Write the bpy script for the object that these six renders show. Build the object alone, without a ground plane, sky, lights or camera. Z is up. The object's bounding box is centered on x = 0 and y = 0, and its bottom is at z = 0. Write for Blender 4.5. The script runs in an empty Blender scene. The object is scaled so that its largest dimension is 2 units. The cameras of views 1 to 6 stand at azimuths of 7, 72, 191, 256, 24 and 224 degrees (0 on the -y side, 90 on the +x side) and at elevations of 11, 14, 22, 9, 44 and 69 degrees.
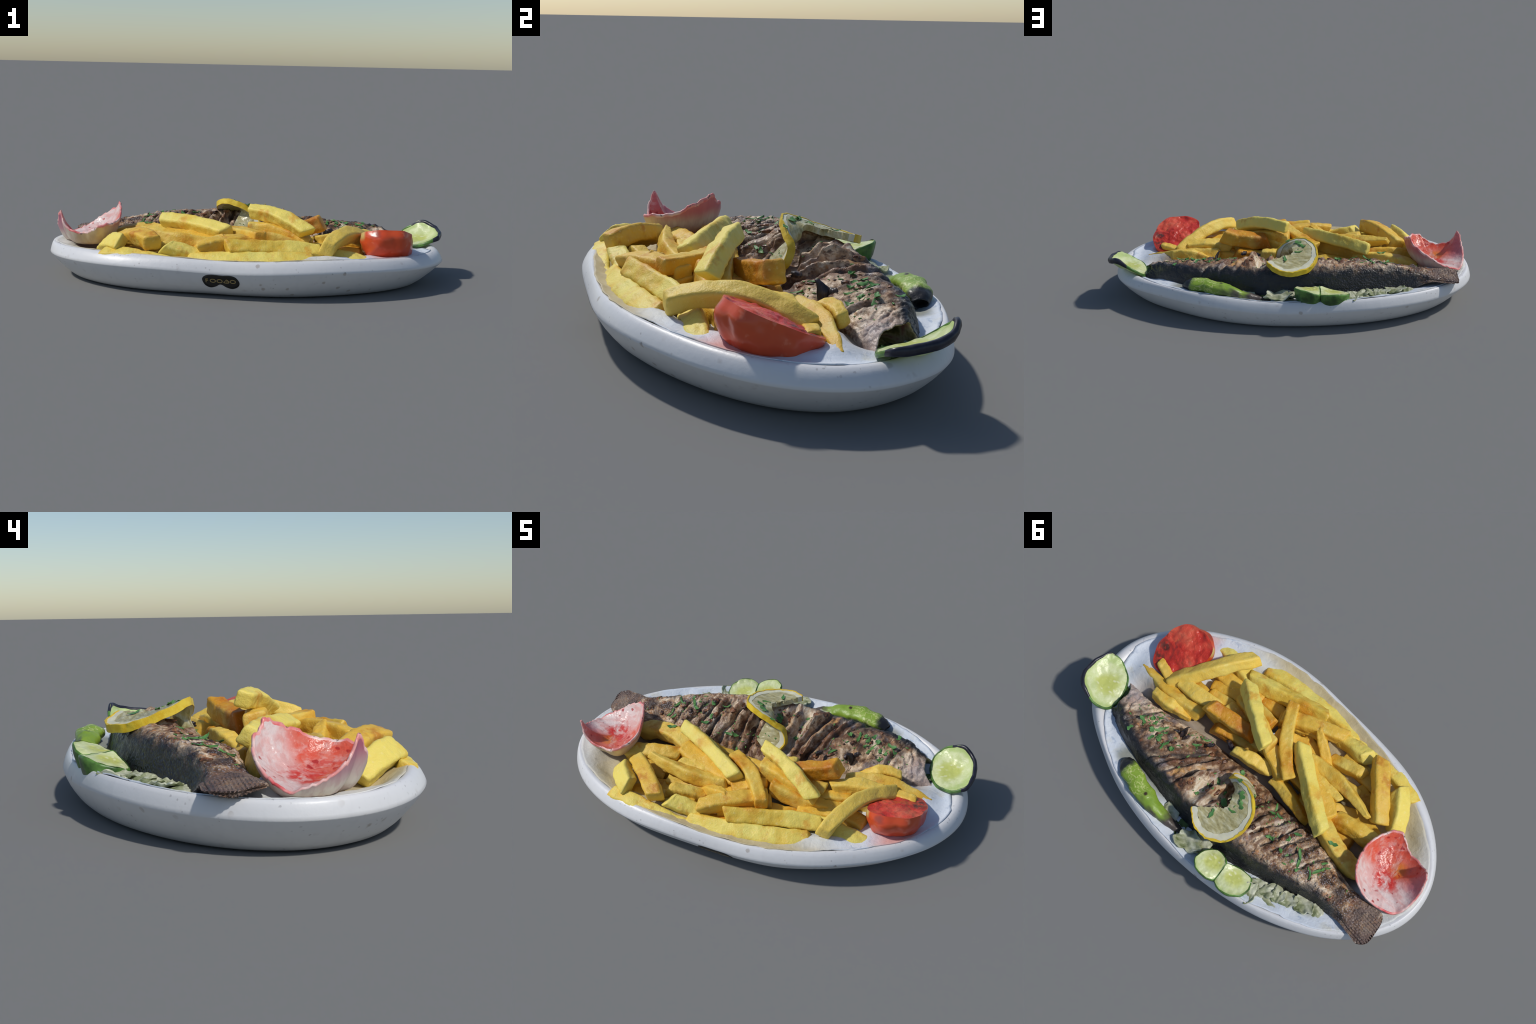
import bpy, bmesh, math, random
import numpy as np
from mathutils import Vector, Matrix
from mathutils.bvhtree import BVHTree

random.seed(7)
RNG = np.random.default_rng(7)
PI = math.pi

# ------------------------------------------------------------------ numeric helpers
_PERM = np.random.default_rng(11).permutation(256)
_PERM = np.concatenate([_PERM, _PERM, _PERM])
_GRAD = np.random.default_rng(12).normal(size=(256, 3))
_GRAD /= np.linalg.norm(_GRAD, axis=1)[:, None]


def noise3(P):
    P = np.asarray(P, float)
    I = np.floor(P).astype(int)
    F = P - I
    U = F * F * F * (F * (F * 6 - 15) + 10)
    I &= 255
    out = np.zeros(len(P))
    for dx in (0, 1):
        for dy in (0, 1):
            for dz in (0, 1):
                h = _PERM[_PERM[_PERM[(I[:, 0] + dx) & 255] + ((I[:, 1] + dy) & 255)] + ((I[:, 2] + dz) & 255)]
                d = F - (dx, dy, dz)
                w = (U[:, 0] if dx else 1 - U[:, 0]) * (U[:, 1] if dy else 1 - U[:, 1]) * (U[:, 2] if dz else 1 - U[:, 2])
                out += w * (d * _GRAD[h]).sum(1)
    return out * 1.6


def fbm(P, octaves=3):
    P = np.asarray(P, float)
    a, s, out = 1.0, 1.0, 0
    for _ in range(octaves):
        out = out + a * noise3(P * s + 17.3 * s)
        a *= 0.5
        s *= 2.03
    return out


def spline(pts, n, closed=False):
    """Catmull-Rom through the control points, n samples."""
    P = np.asarray(pts, float)
    if P.ndim == 1:
        P = P[:, None]
    m = len(P)
    t = np.linspace(0, m if closed else m - 1, n, endpoint=not closed)
    i = np.floor(t).astype(int)
    if not closed:
        i = np.minimum(i, m - 2)
    f = (t - i)[:, None]

    def g(k):
        if closed:
            return P[k % m]
        lo = 2 * P[0] - P[1]
        hi = 2 * P[-1] - P[-2]
        return np.where((k < 0)[:, None], lo, np.where((k > m - 1)[:, None], hi, P[np.clip(k, 0, m - 1)]))

    p0, p1, p2, p3 = g(i - 1), g(i), g(i + 1), g(i + 2)
    return 0.5 * (2 * p1 + (p2 - p0) * f + (2 * p0 - 5 * p1 + 4 * p2 - p3) * f ** 2 + (3 * p1 - p0 - 3 * p2 + p3) * f ** 3)


def smooth(a, b, x):
    t = np.clip((np.asarray(x, float) - a) / (b - a), 0, 1)
    return t * t * (3 - 2 * t)


def unit(v):
    v = np.asarray(v, float)
    return v / (np.linalg.norm(v, axis=-1, keepdims=True) + 1e-12)


# ------------------------------------------------------------------ scene helpers
def new_object(name, verts, faces, mat=None, parent=None, origin=None, label=None, category=None, flat=False):
    V = np.asarray(verts, float)
    if origin is None:
        origin = np.zeros(3)
    origin = np.asarray(origin, float)
    me = bpy.data.meshes.new(name)
    me.from_pydata((V - origin).tolist(), [], [tuple(map(int, f)) for f in faces])
    me.update()
    if not flat:
        me.shade_smooth()
    for m in (mat if isinstance(mat, (list, tuple)) else [mat]):
        if m:
            me.materials.append(m)
    ob = bpy.data.objects.new(name, me)
    bpy.context.scene.collection.objects.link(ob)
    ob.location = origin
    if parent is not None:
        ob.parent = parent
        ob.matrix_parent_inverse = Matrix.Translation(-Vector(parent.location))
    if label:
        ob["label"] = label
        ob["category"] = category
    return ob


def empty(name, loc, label=None, category=None, parent=None):
    ob = bpy.data.objects.new(name, None)
    ob.empty_display_size = 0.05
    ob.location = loc
    bpy.context.scene.collection.objects.link(ob)
    if parent:
        ob.parent = parent
        ob.matrix_parent_inverse = Matrix.Translation(-Vector(parent.location))
    if label:
        ob["label"] = label
        ob["category"] = category
    return ob


def grid_faces(nu, nv, wrap_u=False, wrap_v=False, base=0, flip=False):
    F = []
    for i in range(nu if wrap_u else nu - 1):
        for j in range(nv if wrap_v else nv - 1):
            a, b = base + i * nv + j, base + ((i + 1) % nu) * nv + j
            c, d = base + ((i + 1) % nu) * nv + (j + 1) % nv, base + i * nv + (j + 1) % nv
            F.append((a, d, c, b) if flip else (a, b, c, d))
    return F


def fix_normals(ob):
    bm = bmesh.new()
    bm.from_mesh(ob.data)
    bmesh.ops.recalc_face_normals(bm, faces=bm.faces)
    bm.to_mesh(ob.data)
    bm.free()


def slab(name, top, thick, mats, parent=None, origin=None, edge_mat=1, label=None, category=None, rim=3, closed_u=False):
    """A sheet given as a grid (nu, nv, 3), thickened downwards along its normals with a rounded rim.
    Face materials: 0 top and bottom, edge_mat on the rim."""
    top = np.asarray(top, float)
    nu, nv = top.shape[:2]
    du = np.gradient(top, axis=0)
    dv = np.gradient(top, axis=1)
    N = unit(np.cross(du, dv))
    if np.isscalar(thick):
        thick = np.full((nu, nv), thick)
    bot = top - N * thick[..., None]
    V = np.concatenate([top.reshape(-1, 3), bot.reshape(-1, 3)])
    n0 = nu * nv
    F = grid_faces(nu, nv) + grid_faces(nu, nv, base=n0, flip=True)
    M = [0] * len(F)
    border = [(i, 0) for i in range(nu)] + [(nu - 1, j) for j in range(1, nv)] + [(i, nv - 1) for i in range(nu - 2, -1, -1)] + [(0, j) for j in range(nv - 2, 0, -1)]
    bi = [i * nv + j for i, j in border]
    cen = top.reshape(-1, 3).mean(0)
    prev = [b for b in bi]
    extra = []
    A, B = V[bi], V[[b + n0 for b in bi]]
    ctr = V.mean(0)
    out = unit((A + B) / 2 - np.roll((A + B) / 2, 1, 0))
    for k in range(1, rim):
        f = k / rim
        mid = A * (1 - f) + B * f
        nb = len(V)
        V = np.concatenate([V, mid])
        cur = list(range(nb, nb + len(bi)))
        for q in range(len(bi)):
            F.append((prev[q], cur[q], cur[(q + 1) % len(bi)], prev[(q + 1) % len(bi)]))
            M.append(edge_mat)
        prev = cur
    cur = [b + n0 for b in bi]
    for q in range(len(bi)):
        F.append((prev[q], cur[q], cur[(q + 1) % len(bi)], prev[(q + 1) % len(bi)]))
        M.append(edge_mat)
    ob = new_object(name, V, F, mats, parent, origin, label, category)
    ob.data.polygons.foreach_set("material_index", M)
    fix_normals(ob)
    ob.data.set_sharp_from_angle(angle=math.radians(50))
    return ob


# ------------------------------------------------------------------ material helper
class Mat:
    def __init__(self, name, rough=0.6, spec=0.4, **kw):
        self.m = bpy.data.materials.new(name)
        self.m.use_nodes = True
        self.nt = self.m.node_tree
        self.bsdf = self.nt.nodes["Principled BSDF"]
        self.out = self.nt.nodes["Material Output"]
        self.bsdf.inputs["Roughness"].default_value = rough
        self.bsdf.inputs["Specular IOR Level"].default_value = spec
        for k, v in kw.items():
            self.bsdf.inputs[k].default_value = v
        self.tc = self.nt.nodes.new("ShaderNodeTexCoord")
        self.obj = self.tc.outputs["Object"]

    def node(self, t, **props):
        n = self.nt.nodes.new(t)
        for k, v in props.items():
            setattr(n, k, v)
        return n

    def put(self, sock, val):
        if isinstance(val, bpy.types.NodeSocket):
            self.nt.links.new(val, sock)
        elif val is not None:
            if isinstance(val, (tuple, list)) and len(val) == 3 and sock.type == "RGBA":
                val = (*val, 1)
            sock.default_value = val

    def mapping(self, vec=None, scale=(1, 1, 1), loc=(0, 0, 0), rot=(0, 0, 0)):
        n = self.node("ShaderNodeMapping")
        self.put(n.inputs["Vector"], vec or self.obj)
        n.inputs["Scale"].default_value = scale
        n.inputs["Location"].default_value = loc
        n.inputs["Rotation"].default_value = rot
        return n.outputs[0]

    def noise(self, scale, detail=4, rough=0.55, vec=None, dist=0.0, w=None):
        n = self.node("ShaderNodeTexNoise")
        self.put(n.inputs["Vector"], vec or self.obj)
        n.inputs["Scale"].default_value = scale
        n.inputs["Detail"].default_value = detail
        n.inputs["Roughness"].default_value = rough
        n.inputs["Distortion"].default_value = dist
        if w is not None:
            n.noise_dimensions = "4D"
            self.put(n.inputs["W"], w)
        return n.outputs["Fac"]

    def voronoi(self, scale, vec=None, feature="F1", out="Distance", rnd=1.0):
        n = self.node("ShaderNodeTexVoronoi", feature=feature)
        self.put(n.inputs["Vector"], vec or self.obj)
        n.inputs["Scale"].default_value = scale
        n.inputs["Randomness"].default_value = rnd
        return n.outputs[out]

    def step(self, val, a, b, lo=0.0, hi=1.0):
        n = self.node("ShaderNodeMapRange", interpolation_type="SMOOTHSTEP")
        self.put(n.inputs["Value"], val)
        n.inputs["From Min"].default_value = a
        n.inputs["From Max"].default_value = b
        n.inputs["To Min"].default_value = lo
        n.inputs["To Max"].default_value = hi
        return n.outputs[0]

    def math(self, op, a, b=None, c=None, clamp=False):
        n = self.node("ShaderNodeMath", operation=op, use_clamp=clamp)
        self.put(n.inputs[0], a)
        if b is not None:
            self.put(n.inputs[1], b)
        if c is not None:
            self.put(n.inputs[2], c)
        return n.outputs[0]

    def mix(self, fac, a, b, mode="MIX"):
        n = self.node("ShaderNodeMix", data_type="RGBA", blend_type=mode)
        self.put(n.inputs[0], fac)
        self.put(n.inputs[6], a)
        self.put(n.inputs[7], b)
        return n.outputs[2]

    def ramp(self, fac, stops):
        n = self.node("ShaderNodeValToRGB")
        self.put(n.inputs[0], fac)
        e = n.color_ramp.elements
        while len(e) < len(stops):
            e.new(0.5)
        for el, (p, c) in zip(e, stops):
            el.position = p
            el.color = (*c, 1)
        return n.outputs[0]

    def xyz(self, vec=None):
        n = self.node("ShaderNodeSeparateXYZ")
        self.put(n.inputs[0], vec or self.obj)
        return n.outputs

    def near(self, point, r0, r1, vec=None):
        """1 inside r0 of a point in object space, 0 beyond r1."""
        n = self.node("ShaderNodeVectorMath", operation="DISTANCE")
        self.put(n.inputs[0], vec or self.obj)
        n.inputs[1].default_value = point
        return self.step(n.outputs["Value"], r0, r1, 1.0, 0.0)

    def warp(self, scale, amount, vec=None):
        n = self.node("ShaderNodeTexNoise")
        self.put(n.inputs["Vector"], vec or self.obj)
        n.inputs["Scale"].default_value = scale
        n.inputs["Detail"].default_value = 3
        s = self.node("ShaderNodeVectorMath", operation="SUBTRACT")
        self.put(s.inputs[0], n.outputs["Color"])
        s.inputs[1].default_value = (0.5, 0.5, 0.5)
        m = self.node("ShaderNodeVectorMath", operation="SCALE")
        self.put(m.inputs[0], s.outputs[0])
        m.inputs["Scale"].default_value = amount
        a = self.node("ShaderNodeVectorMath", operation="ADD")
        self.put(a.inputs[0], vec or self.obj)
        self.put(a.inputs[1], m.outputs[0])
        return a.outputs[0]

    def segment(self, a, b, vec=None):
        """Distance in the xy plane to the segment a-b."""
        X = self.xyz(vec)
        ax, ay = a
        dx, dy = b[0] - ax, b[1] - ay
        L2 = dx * dx + dy * dy
        px, py = self.math("SUBTRACT", X[0], ax), self.math("SUBTRACT", X[1], ay)
        t = self.math("MULTIPLY_ADD", px, dx / L2, self.math("MULTIPLY", py, dy / L2))
        t = self.math("MINIMUM", self.math("MAXIMUM", t, 0.0), 1.0)
        qx = self.math("SUBTRACT", px, self.math("MULTIPLY", t, dx))
        qy = self.math("SUBTRACT", py, self.math("MULTIPLY", t, dy))
        return self.math("SQRT", self.math("ADD", self.math("MULTIPLY", qx, qx), self.math("MULTIPLY", qy, qy)))

    def color(self, c):
        self.put(self.bsdf.inputs["Base Color"], c)
        return self

    def rough(self, r):
        self.put(self.bsdf.inputs["Roughness"], r)
        return self

    def bump(self, h, strength=0.4, dist=0.01):
        n = self.node("ShaderNodeBump")
        n.inputs["Strength"].default_value = strength
        n.inputs["Distance"].default_value = dist
        self.put(n.inputs["Height"], h)
        self.put(self.bsdf.inputs["Normal"], n.outputs[0])
        return self

    def translucent(self, color, fac):
        t = self.node("ShaderNodeBsdfTranslucent")
        self.put(t.inputs["Color"], color)
        m = self.node("ShaderNodeMixShader")
        m.inputs[0].default_value = fac
        self.nt.links.new(self.bsdf.outputs[0], m.inputs[1])
        self.nt.links.new(t.outputs[0], m.inputs[2])
        self.nt.links.new(m.outputs[0], self.out.inputs["Surface"])
        return self


# ================================================================== MATERIALS
def make_ceramic():
    M = Mat("speckled_stoneware", rough=0.38, spec=0.45)
    base = M.mix(M.noise(3.0, 3), (0.66, 0.66, 0.67), (0.74, 0.735, 0.73))
    streak = M.noise(30, 3, vec=M.mapping(scale=(1, 1, 0.12)))
    base = M.mix(M.step(streak, 0.45, 0.8, 0, 0.25), base, (0.56, 0.56, 0.57))
    blot = M.step(M.noise(13, 3, 0.6, vec=M.warp(20, 0.03)), 0.66, 0.76)
    base = M.mix(M.math("MULTIPLY", blot, 0.30), base, (0.36, 0.30, 0.28))
    v = M.voronoi(15, vec=M.warp(60, 0.012))
    n = M.noise(5, 2)
    spots = M.math("MULTIPLY", M.step(v, 0.10, 0.19, 1, 0), M.step(n, 0.46, 0.62))
    base = M.mix(M.math("MULTIPLY", spots, 0.50), base, (0.30, 0.23, 0.17))
    v2 = M.voronoi(46, vec=M.warp(80, 0.01))
    n2 = M.noise(9, 2)
    spots2 = M.math("MULTIPLY", M.step(v2, 0.12, 0.22, 1, 0), M.step(n2, 0.50, 0.66))
    base = M.mix(M.math("MULTIPLY", spots2, 0.45), base, (0.25, 0.23, 0.23))
    M.color(base)
    M.bump(M.noise(60, 3), 0.06, 0.01)
    return M.m


def make_paper():
    M = Mat("greased_paper", rough=0.5, spec=0.35)
    white = M.mix(M.noise(14, 4, vec=M.warp(8, 0.05)), (0.60, 0.67, 0.76), (0.80, 0.83, 0.86))
    fold_shade = M.step(M.noise(22, 5, 0.6, vec=M.warp(6, 0.12)), 0.56, 0.70)
    white = M.mix(M.math("MULTIPLY", fold_shade, 0.65), white, (0.36, 0.45, 0.58))  # blue shadows of the folds painted into the paper
    oily = M.step(M.noise(6, 4, 0.6, vec=M.warp(5, 0.12)), 0.56, 0.68)
    white = M.mix(M.math("MULTIPLY", oily, 0.40), white, (0.62, 0.56, 0.36))
    grease = M.mix(M.noise(16, 4), (0.48, 0.38, 0.20), (0.68, 0.60, 0.40))
    X = M.xyz(M.warp(5, 0.16))
    # grease soaked round the fries: the front and left part of the dish
    side = M.math("MULTIPLY_ADD", X[0], 0.45, X[1])
    g = M.step(side, -0.42, -0.16, 1, 0)
    g = M.math("MULTIPLY", g, M.step(M.noise(4, 3), 0.22, 0.42, 0.75, 1.0))
    g = M.math("MULTIPLY", g, M.step(X[0], -0.92, -0.66, 0.35, 1.0))
    col = M.mix(g, white, grease)
    juice = M.near((0.76, -0.30, 0.13), 0.05, 0.17, vec=M.warp(9, 0.06))
    col = M.mix(M.math("MULTIPLY", juice, 0.75), col, (0.72, 0.30, 0.24))
    oil = M.near((0.70, 0.06, 0.09), 0.06, 0.2, vec=M.warp(9, 0.06))
    col = M.mix(M.math("MULTIPLY", oil, 0.6), col, (0.36, 0.27, 0.17))
    tr = M.segment((0.62, 0.05), (-0.62, 0.0), vec=M.warp(7, 0.10))  # shadow of the pocket between fish and fries, painted brown on the paper
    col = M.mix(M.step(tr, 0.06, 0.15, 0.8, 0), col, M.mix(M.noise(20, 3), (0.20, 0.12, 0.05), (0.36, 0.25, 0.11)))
    tr2 = M.segment((0.52, 0.395), (-0.62, 0.27), vec=M.warp(9, 0.07))  # paper darkened along the trough behind the fish, where shadow falls
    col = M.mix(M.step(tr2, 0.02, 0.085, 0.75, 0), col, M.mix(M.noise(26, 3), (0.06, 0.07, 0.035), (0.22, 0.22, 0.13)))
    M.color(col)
    M.bump(M.noise(40, 4, vec=M.warp(10, 0.08)), 0.35, 0.01)
    return M.m


def make_fry(name, pale, gold, deep, seed):
    M = Mat(name, rough=0.52, spec=0.35)
    M.bsdf.inputs["Subsurface Weight"].default_value = 0.08
    M.bsdf.inputs["Subsurface Radius"].default_value = (0.02, 0.012, 0.004)
    oi = M.node("ShaderNodeObjectInfo")
    off = M.math("MULTIPLY", oi.outputs["Random"], 40.0)
    a = M.noise(9, 4, 0.6, w=off)
    b = M.noise(4.5, 2, 0.5, w=M.math("ADD", off, 5.0))
    shift = M.math("MULTIPLY_ADD", oi.outputs["Random"], 0.30, -0.15)
    f = M.math("ADD", M.math("MULTIPLY_ADD", b, 0.75, M.math("MULTIPLY", a, 0.50)), shift)
    col = M.ramp(f, [(0.38, deep), (0.49, gold), (0.60, pale)])
    lime = M.step(M.noise(7, 3, 0.55, w=M.math("ADD", off, 21.0)), 0.52, 0.66)
    col = M.mix(M.math("MULTIPLY", lime, 0.32), col, (0.70, 0.66, 0.20))
    amber = M.step(M.noise(8, 4, 0.6, w=M.math("ADD", off, 33.0)), 0.56, 0.68)
    col = M.mix(M.math("MULTIPLY", amber, 0.70), col, deep)
    fleck = M.step(M.noise(70, 3, 0.6, w=off), 0.56, 0.72)
    col = M.mix(M.math("MULTIPLY", fleck, 0.30), col, (0.88, 0.76, 0.36))
    burn = M.step(M.noise(11, 4, 0.65, w=M.math("ADD", off, 9.0)), 0.69, 0.78)
    col = M.mix(M.math("MULTIPLY", burn, 0.75), col, (0.42, 0.15, 0.03))
    M.color(col)
    M.bump(M.math("ADD", M.noise(55, 4, w=off), M.math("MULTIPLY", M.noise(160, 2), 0.4)), 0.28, 0.012)
    return M.m


SLASHES = [  # (front end), (back end), depth, half width, flesh showing
    ((0.155, 0.055), (0.315, 0.360), 0.016, 0.0095, 0.35),
    ((0.100, 0.055), (0.240, 0.362), 0.020, 0.0100, 0.2),
    ((0.060, 0.075), (0.118, 0.345), 0.030, 0.0190, 1.0),
    ((-0.010, 0.100), (0.045, 0.340), 0.026, 0.0150, 0.6),
    ((-0.135, 0.020), (-0.110, 0.300), 0.020, 0.0110, 0.3),
    ((-0.200, 0.030), (-0.165, 0.270), 0.016, 0.0100, 0.1),
    ((-0.289, 0.040), (-0.215, 0.275), 0.018, 0.0085, 0.2),
    ((-0.350, 0.045), (-0.300, 0.270), 0.016, 0.0080, 0.0),
    ((-0.477, 0.045), (-0.405, 0.230), 0.012, 0.0070, 0.0),
    ((0.225, 0.100), (0.355, 0.350), 0.014, 0.0100, 0.0),
    ((0.300, 0.220), (0.420, 0.365), 0.012, 0.0090, 0.0),
    ((-0.415, 0.045), (-0.352, 0.255), 0.014, 0.0070, 0.0),
    ((-0.545, 0.065), (-0.490, 0.225), 0.010, 0.0065, 0.0),
    ((0.560, 0.130), (0.640, 0.310), 0.008, 0.0070, 0.0),
]
# shoulder line of the fish: where the grilled flank turns into the dark back
SHOULDER = [(-0.95, 0.235), (-0.80, 0.215), (-0.675, 0.222), (-0.54, 0.262), (-0.384, 0.312), (-0.21, 0.348), (-0.074, 0.358), (0.092, 0.366),
            (0.279, 0.350), (0.416, 0.335), (0.565, 0.302), (0.68, 0.262), (0.82, 0.225)]


def fish_skin(M):
    """Colour network shared by head, torso and tail, on object coordinates."""
    wv = M.warp(14, 0.035)
    wf = M.warp(40, 0.02)
    n1, n2, n3 = M.noise(16, 5, 0.62, vec=wv), M.noise(38, 4, 0.6, vec=wf), M.noise(7, 3, 0.5)
    lay = lambda sc, st: M.mapping(vec=wf, scale=(sc, sc * st, sc), rot=(0, 0, -1.16 + PI / 2))
    n4 = M.noise(1.0, 4, 0.62, vec=lay(30, 0.30))
    n5 = M.noise(1.0, 4, 0.62, vec=lay(46, 0.35))
    n6 = M.noise(1.0, 5, 0.65, vec=lay(17, 0.6))
    big = M.noise(5.5, 3, 0.55, vec=M.warp(6, 0.08))
    mix1 = M.math("ADD", M.math("MULTIPLY", n1, 0.5), M.math("MULTIPLY", n6, 0.5))
    mix1 = M.math("MULTIPLY_ADD", M.math("SUBTRACT", big, 0.5), 0.55, mix1)
    col = M.ramp(mix1, [(0.36, (0.045, 0.023, 0.013)), (0.43, (0.17, 0.086, 0.042)), (0.50, (0.42, 0.265, 0.145)), (0.58, (0.80, 0.63, 0.44))])
    col = M.mix(M.step(n3, 0.52, 0.64, 0, 0.60), col, (0.33, 0.30, 0.31))
    col = M.mix(M.step(n4, 0.54, 0.64, 0, 0.80), col, (0.15, 0.052, 0.022))
    col = M.mix(M.step(M.noise(22, 4, 0.6, vec=M.warp(9, 0.05)), 0.58, 0.68, 0, 0.75), col, (0.50, 0.22, 0.07))
    col = M.mix(M.step(n5, 0.58, 0.68, 0, 0.9), col, (0.030, 0.018, 0.014))
    col = M.mix(M.step(n2, 0.60, 0.70, 0, 0.85), col, (0.035, 0.02, 0.015))
    col = M.mix(M.step(M.noise(90, 3, 0.6), 0.60, 0.72, 0, 0.4), col, (0.74, 0.60, 0.44))
    # silvery scales, towards tail and back
    sc = M.voronoi(95, vec=M.mapping(scale=(1.0, 1.25, 1.0)))
    X = M.xyz()
    tailward = M.step(X[0], -0.15, -0.45)
    silver = M.math("MULTIPLY", M.step(sc, 0.12, 0.42, 1, 0), tailward)
    col = M.mix(M.math("MULTIPLY", silver, 0.60), col, (0.50, 0.49, 0.54))
    # snout: pale pinkish skin
    sn = M.near((0.74, 0.13, 0.20), 0.05, 0.16, vec=M.warp(12, 0.05))
    col = M.mix(M.math("MULTIPLY", sn, 0.60), col, M.mix(n1, (0.33, 0.25, 0.23), (0.60, 0.53, 0.52)))
    # slashes: dark cut lines and opened white flesh
    wseg = M.warp(22, 0.022)
    for a, b, depth, hw, flesh in SLASHES:
        d = M.segment(a, b, wseg)
        ridge = M.math("MULTIPLY", M.step(d, hw * 1.2, hw * 2.4), M.step(d, hw * 3.0, hw * 4.4, 1, 0))
        burn = M.math("MULTIPLY", ridge, M.step(n6, 0.42, 0.60))
        col = M.mix(M.math("MULTIPLY", burn, 0.8), col, M.mix(n2, (0.05, 0.02, 0.012), (0.22, 0.09, 0.035)))
        if flesh > 0:
            open_ = M.math("MULTIPLY", M.step(d, hw * 0.7, hw * 1.7, 1, 0), M.step(n3, 0.56 - 0.2 * flesh, 0.66 - 0.2 * flesh))
            col = M.mix(M.step(d, hw * 0.3, hw * 1.5, 0.8, 0), col, (0.07, 0.038, 0.025))
            col = M.mix(M.math("MULTIPLY", open_, 0.9), col, M.mix(M.step(n5, 0.38, 0.6), (0.74, 0.64, 0.50), (0.46, 0.33, 0.22)))
        else:
            col = M.mix(M.step(d, hw * 0.25, hw * 1.3, 0.9, 0), col, (0.045, 0.034, 0.030))
    # a torn pocket of pale flesh and a caramelised strip on the head half
    pk = M.step(M.segment((0.088, 0.345), (0.132, 0.255), wseg), 0.013, 0.024, 1, 0)
    col = M.mix(pk, col, M.mix(M.step(n5, 0.36, 0.62), (0.80, 0.70, 0.54), (0.60, 0.44, 0.28)))
    st = M.step(M.segment((0.268, 0.335), (0.175, 0.190), wseg), 0.008, 0.016, 0.85, 0)
    col = M.mix(M.math("MULTIPLY", st, M.step(n2, 0.40, 0.55, 1, 0.2)), col, M.mix(n1, (0.46, 0.19, 0.045), (0.70, 0.42, 0.15)))
    st = M.step(M.segment((0.045, 0.250), (0.020, 0.150), wseg), 0.010, 0.024, 0.8, 0)
    col = M.mix(st, col, M.mix(M.step(n5, 0.4, 0.6), (0.62, 0.46, 0.28), (0.30, 0.13, 0.05)))
    # charred spots
    for p, r in [((0.61, 0.21, 0.24), 0.045), ((0.40, 0.30, 0.27), 0.05), ((-0.43, 0.20, 0.28), 0.04), ((-0.70, 0.16, 0.24), 0.05), ((-0.66, 0.10, 0.22), 0.035), ((-0.60, 0.23, 0.26), 0.035),
                 ((-0.83, 0.15, 0.21), 0.04), ((-0.30, 0.05, 0.21), 0.03), ((0.22, 0.04, 0.2), 0.035), ((0.16, 0.09, 0.24), 0.03), ((-0.12, 0.02, 0.2), 0.03), ((-0.9, 0.23, 0.2), 0.05)]:
        k = M.near(p, r * 0.2, r * 1.1, vec=M.warp(26, 0.05))
        col = M.mix(M.math("MULTIPLY", k, 0.75), col, (0.045, 0.032, 0.028))
    tdark = M.math("MULTIPLY", M.step(X[0], -0.74, -0.84), M.step(n6, 0.38, 0.56, 0.35, 0.85))
    col = M.mix(tdark, col, M.mix(n2, (0.05, 0.032, 0.028), (0.20, 0.13, 0.11)))
    # dark back
    fc = M.node("ShaderNodeFloatCurve")
    cv = fc.mapping.curves[0]
    while len(cv.points) < len(SHOULDER):
        cv.points.new(0.5, 0.5)
    for p, (x, y) in zip(cv.points, SHOULDER):
        p.location = ((x + 1) / 2, y)
        p.handle_type = "AUTO"
    fc.mapping.update()
    M.put(fc.inputs["Value"], M.math("MULTIPLY_ADD", X[0], 0.5, 0.5))
    Xw = M.xyz(M.warp(20, 0.05))
    over = M.math("SUBTRACT", Xw[1], fc.outputs[0])
    dark = M.mix(n2, (0.010, 0.010, 0.012), (0.028, 0.027, 0.030))
    dark = M.mix(M.math("MULTIPLY", M.step(sc, 0.10, 0.35, 1, 0), M.step(over, 0.03, -0.02, 0, 0.5)), dark, (0.20, 0.20, 0.23))
    olive = M.math("MULTIPLY", M.step(M.noise(8, 3), 0.50, 0.66), M.step(over, 0.03, 0.05))
    dark = M.mix(M.math("MULTIPLY", olive, 0.6), dark, (0.085, 0.075, 0.025))
    notail = M.step(X[0], -0.86, -0.70)
    col = M.mix(M.math("MULTIPLY", M.step(over, -0.028, 0.014), notail), col, dark)
    M.color(col)
    M.rough(M.math("SUBTRACT", M.step(n2, 0.35, 0.65, 0.42, 0.68), M.math("MULTIPLY", M.step(over, -0.02, 0.03), 0.14)))
    h = M.math("ADD", M.math("MULTIPLY", n2, 0.6), M.math("MULTIPLY", M.noise(80, 3), 0.4))
    h = M.math("SUBTRACT", h, M.math("MULTIPLY", M.math("MULTIPLY", sc, 0.6), tailward))
    M.bump(h, 0.55, 0.014)
    return M.m


def make_fin():
    M = Mat("charred_fin", rough=0.4)
    X = M.noise(40, 4, vec=M.mapping(scale=(1, 1, 0.25)))
    M.color(M.ramp(X, [(0.35, (0.012, 0.010, 0.012)), (0.55, (0.05, 0.04, 0.045)), (0.72, (0.22, 0.12, 0.06))]))
    M.bump(X, 0.5, 0.01)
    return M.m


def make_mouth():
    M = Mat("mouth_lining", rough=0.45)
    M.color(M.ramp(M.noise(18, 4, vec=M.warp(10, 0.06)), [(0.3, (0.05, 0.06, 0.012)), (0.48, (0.22, 0.17, 0.07)), (0.58, (0.42, 0.34, 0.22)), (0.7, (0.30, 0.12, 0.12))]))
    return M.m


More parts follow.
